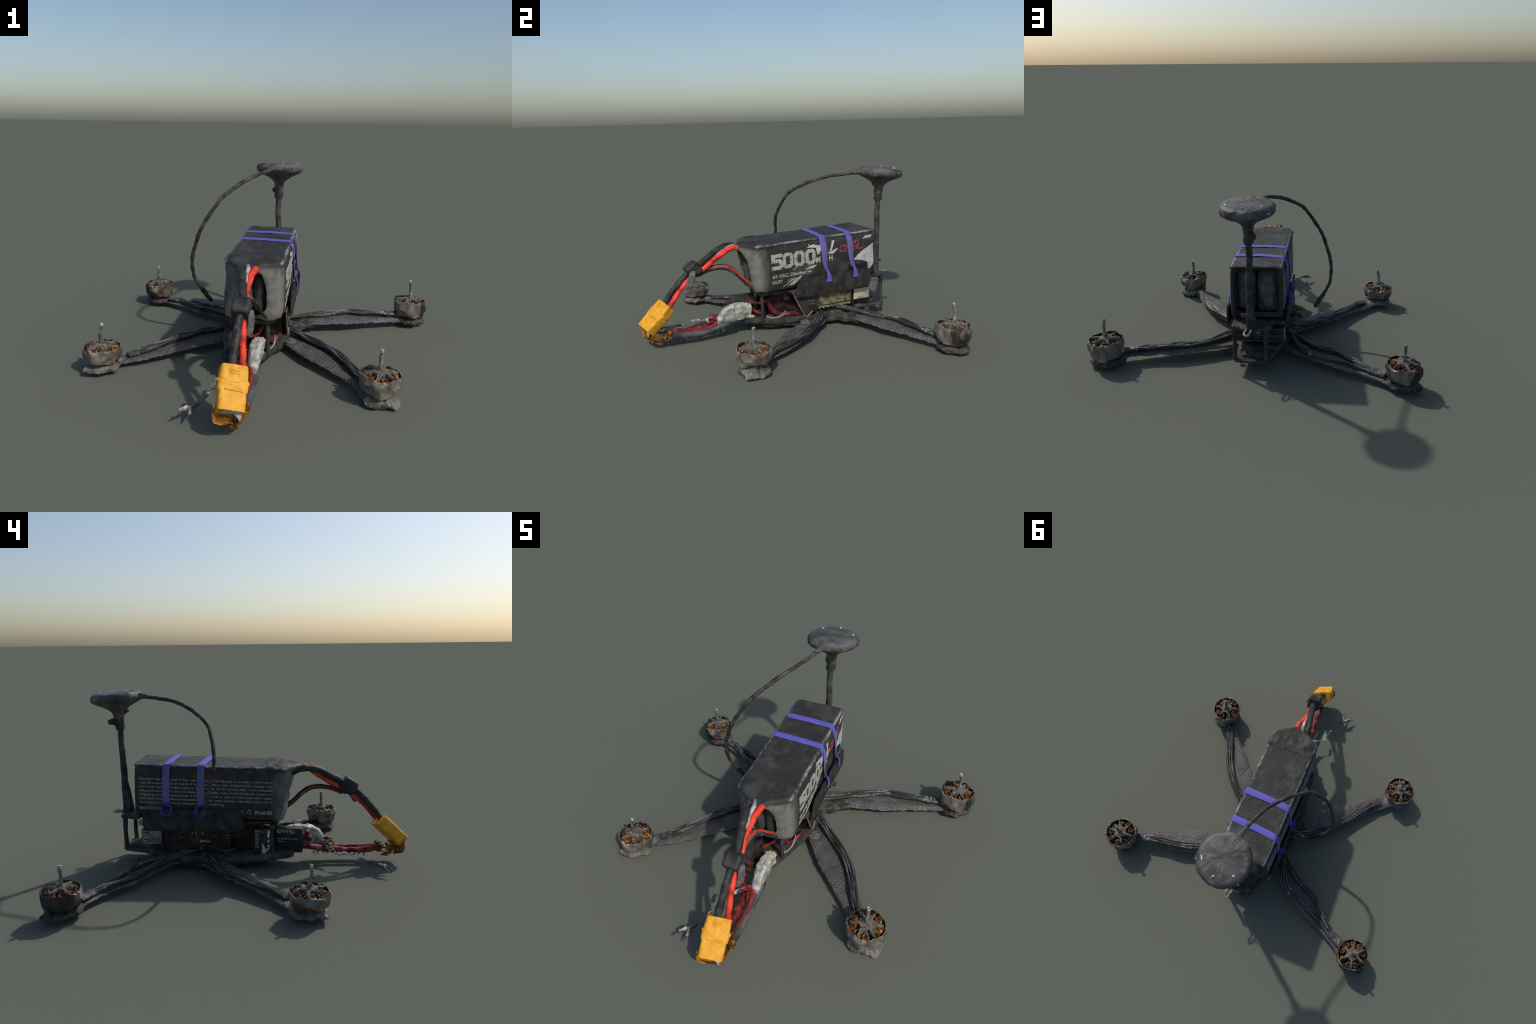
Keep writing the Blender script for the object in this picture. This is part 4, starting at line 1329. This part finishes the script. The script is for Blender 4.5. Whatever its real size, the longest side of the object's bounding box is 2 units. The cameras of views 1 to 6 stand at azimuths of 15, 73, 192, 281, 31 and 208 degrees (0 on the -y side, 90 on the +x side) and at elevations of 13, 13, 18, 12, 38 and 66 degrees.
# ------------------------------------------------------------------ antenna
def build_antenna(root):
    bm = bmesh.new()
    sides = 20
    rings = []
    path = [V((-.013, .776, .305)), V((-.013, .776, .36)), V((-.014, .778, .45)), V((-.012, .780, .60)), V((-.018, .783, .72)), V((-.016, .785, .84)), V((-.018, .79, .87))]
    P = catmull(path, 10)
    def rad(t):
        return .0245 - .006 * min(1, t * 1.6)
    for i, p in enumerate(P):
        t = i / (len(P) - 1)
        r = rad(t)
        if .10 < t < .13 or .155 < t < .175:
            r *= .90
        ring = []
        for k in range(sides):
            a = 2 * math.pi * k / sides
            q = p + V((math.cos(a), math.sin(a), 0)) * r
            q += (q - p) * fbm(q, 22, 2, 3) * .22
            ring.append(q)
        rings.append(ring)
    loft(bm, rings)
    mast = make("antenna_mast", bm, M["dusty_plastic"], root)
    bm = bmesh.new()                                      # brace and screw at the foot, clamp at the top
    tube(bm, [(.018, .770, .375), (.010, .772, .372), (-.01, .775, .34)], .014, 10, .2)
    tube(bm, [(-.016, .752, .31), (-.015, .757, .39), (-.014, .772, .50)], lambda t: .026 * (1 - .45 * t), 10, .3)
    make("mast_brace", bm, M["dusty_plastic"], mast)
    bm = bmesh.new()
    lathe(bm, [(.004, 0), (.012, .0), (.013, .006), (.008, .009), (.005, .004)], 14)
    bm.transform(Matrix.Translation((.026, .788, .385)) @ Matrix.Rotation(math.radians(-70), 4, "X"))
    make("mast_screw", bm, M["hub"], mast)
    bm = bmesh.new()
    tube(bm, [(-.017, .787, .820), (-.017, .788, .850), (-.017, .789, .90)], .0275, 14, .3)
    tube(bm, [(-.02, .79, .872), (-.048, .818, .872), (-.064, .838, .868)], lambda t: .026 - .012 * t, 10, .5)
    roughen(bm, .006, 30, 4)
    make("mast_clamp", bm, M["dusty_plastic"], mast)
    # cap: shallow funnel below, thick rounded disc above
    cx, cy = -.022, .799
    prof = [(.0185, .850), (.027, .862), (.030, .895), (.034, .922), (.048, .938), (.074, .957), (.104, .972), (.130, .984), (.147, .994), (.1535, 1.007), (.1535, 1.020), (.150, 1.032), (.1435, 1.0405), (.132, 1.0465), (.108, 1.0495), (.070, 1.051), (.035, 1.052), (.004, 1.0525)]
    top = [p for p in prof if p[1] > 1.04]
    fine = [(a[0] + (b[0] - a[0]) * f / 3, a[1] + (b[1] - a[1]) * f / 3) for a, b in zip(top, top[1:]) for f in range(3)]
    prof = [p for p in prof if p[1] <= 1.04] + fine + [top[-1]]
    bm = bmesh.new()
    n = 96
    rings = []
    for (r, z) in prof:
        ring = []
        for k in range(n):
            a = 2 * math.pi * k / n
            p = V((math.cos(a), math.sin(a), 0))
            rim = 1 if .99 < z < 1.035 and r > .13 else 0
            rr = r * (1 + fbm(p, 2, 2, 4) * .03) + rim * fbm(p + V((0, 0, z * 9)), 12, 3, 6) * .011
            zz = z + fbm(p * r, 24, 3, 2) * .005 * min(1, .3 + r / .09) + (fbm(p * r, 60, 3, 12) * .005 * min(1, r / .09) if z > 1.03 else 0)
            shift = min(1, max(0, (z - .86) / .1))
            tilt = .07 * p.y * r * min(1, max(0, (z - .92) / .05))
            ring.append(V((-.017 + (cx + .005 + .017) * shift + p.x * rr, .788 + (cy - .788) * shift + p.y * rr, zz - tilt)))
        rings.append(ring)
    loft(bm, rings)
    cap = make("antenna_cap", bm, M["puck"], root, None, 45)
    bm = bmesh.new()
    for (x, y, z, rot, ln) in ((.087, .854, 1.0395, 2.2, .028), (.118, .868, 1.012, 2.2, .016), (-.019, .911, 1.0395, 1.2, .016), (-.112, .856, 1.0400, .3, .014), (-.148, .874, 1.008, 2.3, .022)):
        soft_box(bm, (-ln / 2, -.0045, -.004), (ln / 2, .0045, .0045), Matrix.Translation((x, y, z + .0045)) @ Matrix.Rotation(rot, 4, "Z"), r=.002)
    make("cap_chip", bm, M["chip"], cap)
    bm = bmesh.new()
    lathe(bm, [(.002, .0), (.009, .0), (.012, .003), (.014, .001), (.014, -.004)], 18, (-.026, .700, 1.0570))
    make("cap_plug", bm, M["hub"], cap)
    bm = bmesh.new()
    tube(bm, [(-.004, .775, .905), (.002, .764, .930), (.006, .745, .948)], lambda t: .012 + .012 * t, 8, .3)
    make("cap_tape", bm, M["brown"], cap)
    # cable: collar at the cap, long drooping arc, frayed end hanging free
    bm = bmesh.new()
    tube(bm, [(-.024, .672, 1.022), (-.022, .645, 1.026), (-.024, .615, 1.026), (-.030, .585, 1.022)], lambda t: .026 - .015 * t, 12, .35, 2)
    make("cable_collar", bm, M["puck"], cap)
    bm = bmesh.new()
    tube(bm, [(-.021, .630, 1.022), (-.040, .520, 1.014), (-.073, .413, .999), (-.118, .325, .972), (-.162, .252, .936), (-.224, .170, .874), (-.318, .118, .718), (-.366, .126, .600), (-.392, .141, .505), (-.392, .170, .400), (-.350, .205, .305), (-.303, .233, .230)],
         lambda t: .0112 + .0022 * (1 if t > .9 else 0), 10, .5, 7, smooth=14)
    make("antenna_cable", bm, M["cable"], root)

# ------------------------------------------------------------------ assemble
def main():
    build_materials()
    root = bpy.data.objects.new("racing_drone", None)
    bpy.context.scene.collection.objects.link(root)
    root["label"] = "scorched black racing drone with strapped battery, yellow plug and mushroom antenna"
    root["category"] = "racing drone"
    build_body(root)
    bat = build_battery(root)
    build_straps(root)
    build_leads(root)
    build_plug(root)
    build_antenna(root)
    sooty = speckled("sooty_mount", grey(.02), grey(.05), grey(.10), 22, rough=.7, bumpy=.5)
    dusty = speckled("dusty_mount", grey(.06), (.13, .12, .105), (.22, .20, .18), 16, rough=.7, bumpy=.5)
    for k, ang in (("front_right", -.55), ("rear_right", .35), ("front_left", 1.1), ("rear_left", 2.6)):
        ARMS[k]["ang"] = ang
    ARMS["front_right"]["flare"] = (.006, .006)
    for k, plate, sink in (("front_right", (.043, .015), .019), ("rear_right", (.052, .026), .002), ("front_left", (.042, .016), .019), ("rear_left", (.043, .016), .018)):
        ARMS[k]["plate"], ARMS[k]["sink"] = plate, sink
    for k, lift in (("front_right", .0), ("rear_right", .010), ("front_left", .019), ("rear_left", .023)):
        ARMS[k]["lift"] = lift
    ARMS["rear_left"]["girth"] = .93
    ARMS["front_right"]["base_mat"] = dusty
    ARMS["front_left"]["flare"] = (.022, .006)
    ARMS["front_left"]["base_mat"] = dusty
    ARMS["rear_right"]["flare"] = (.006, .026)
    ARMS["rear_right"]["base_mat"] = sooty
    ARMS["rear_left"]["flare"] = (.006, .012)
    ARMS["rear_left"]["base_mat"] = sooty
    arms = []
    for i, k in enumerate(("front_right", "rear_right", "front_left", "rear_left")):
        arms.append(build_arm(root, k, ARMS[k], i + 1))
    build_arm_bolts(arms)
    bells = {
        "front_right": bell_material("burnt_bell_grey", (0, 0, 0), None, (0, 0, 0), None),
        "rear_right": bell_material("burnt_bell_dark_patch", (.93, -.2, -.1), .125, (0, 0, 0), None),
        "front_left": bell_material("burnt_bell_rusty", (-.3, 0, 0), None, (-.75, .3, -.8), .062),
        "rear_left": bell_material("burnt_bell_black", (-.9, -.1, -.35), .045, (-.1, -.9, -.6), .085),
    }
    build_motor(root, "front_right", ARMS["front_right"], 1, bells["front_right"], .006, -.6)
    build_motor(root, "rear_right", ARMS["rear_right"], 2, bells["rear_right"], .006, 1)
    build_motor(root, "front_left", ARMS["front_left"], 3, bells["front_left"], .010, 3.4)
    build_motor(root, "rear_left", ARMS["rear_left"], 4, bells["rear_left"], .022, 3.6)

main()
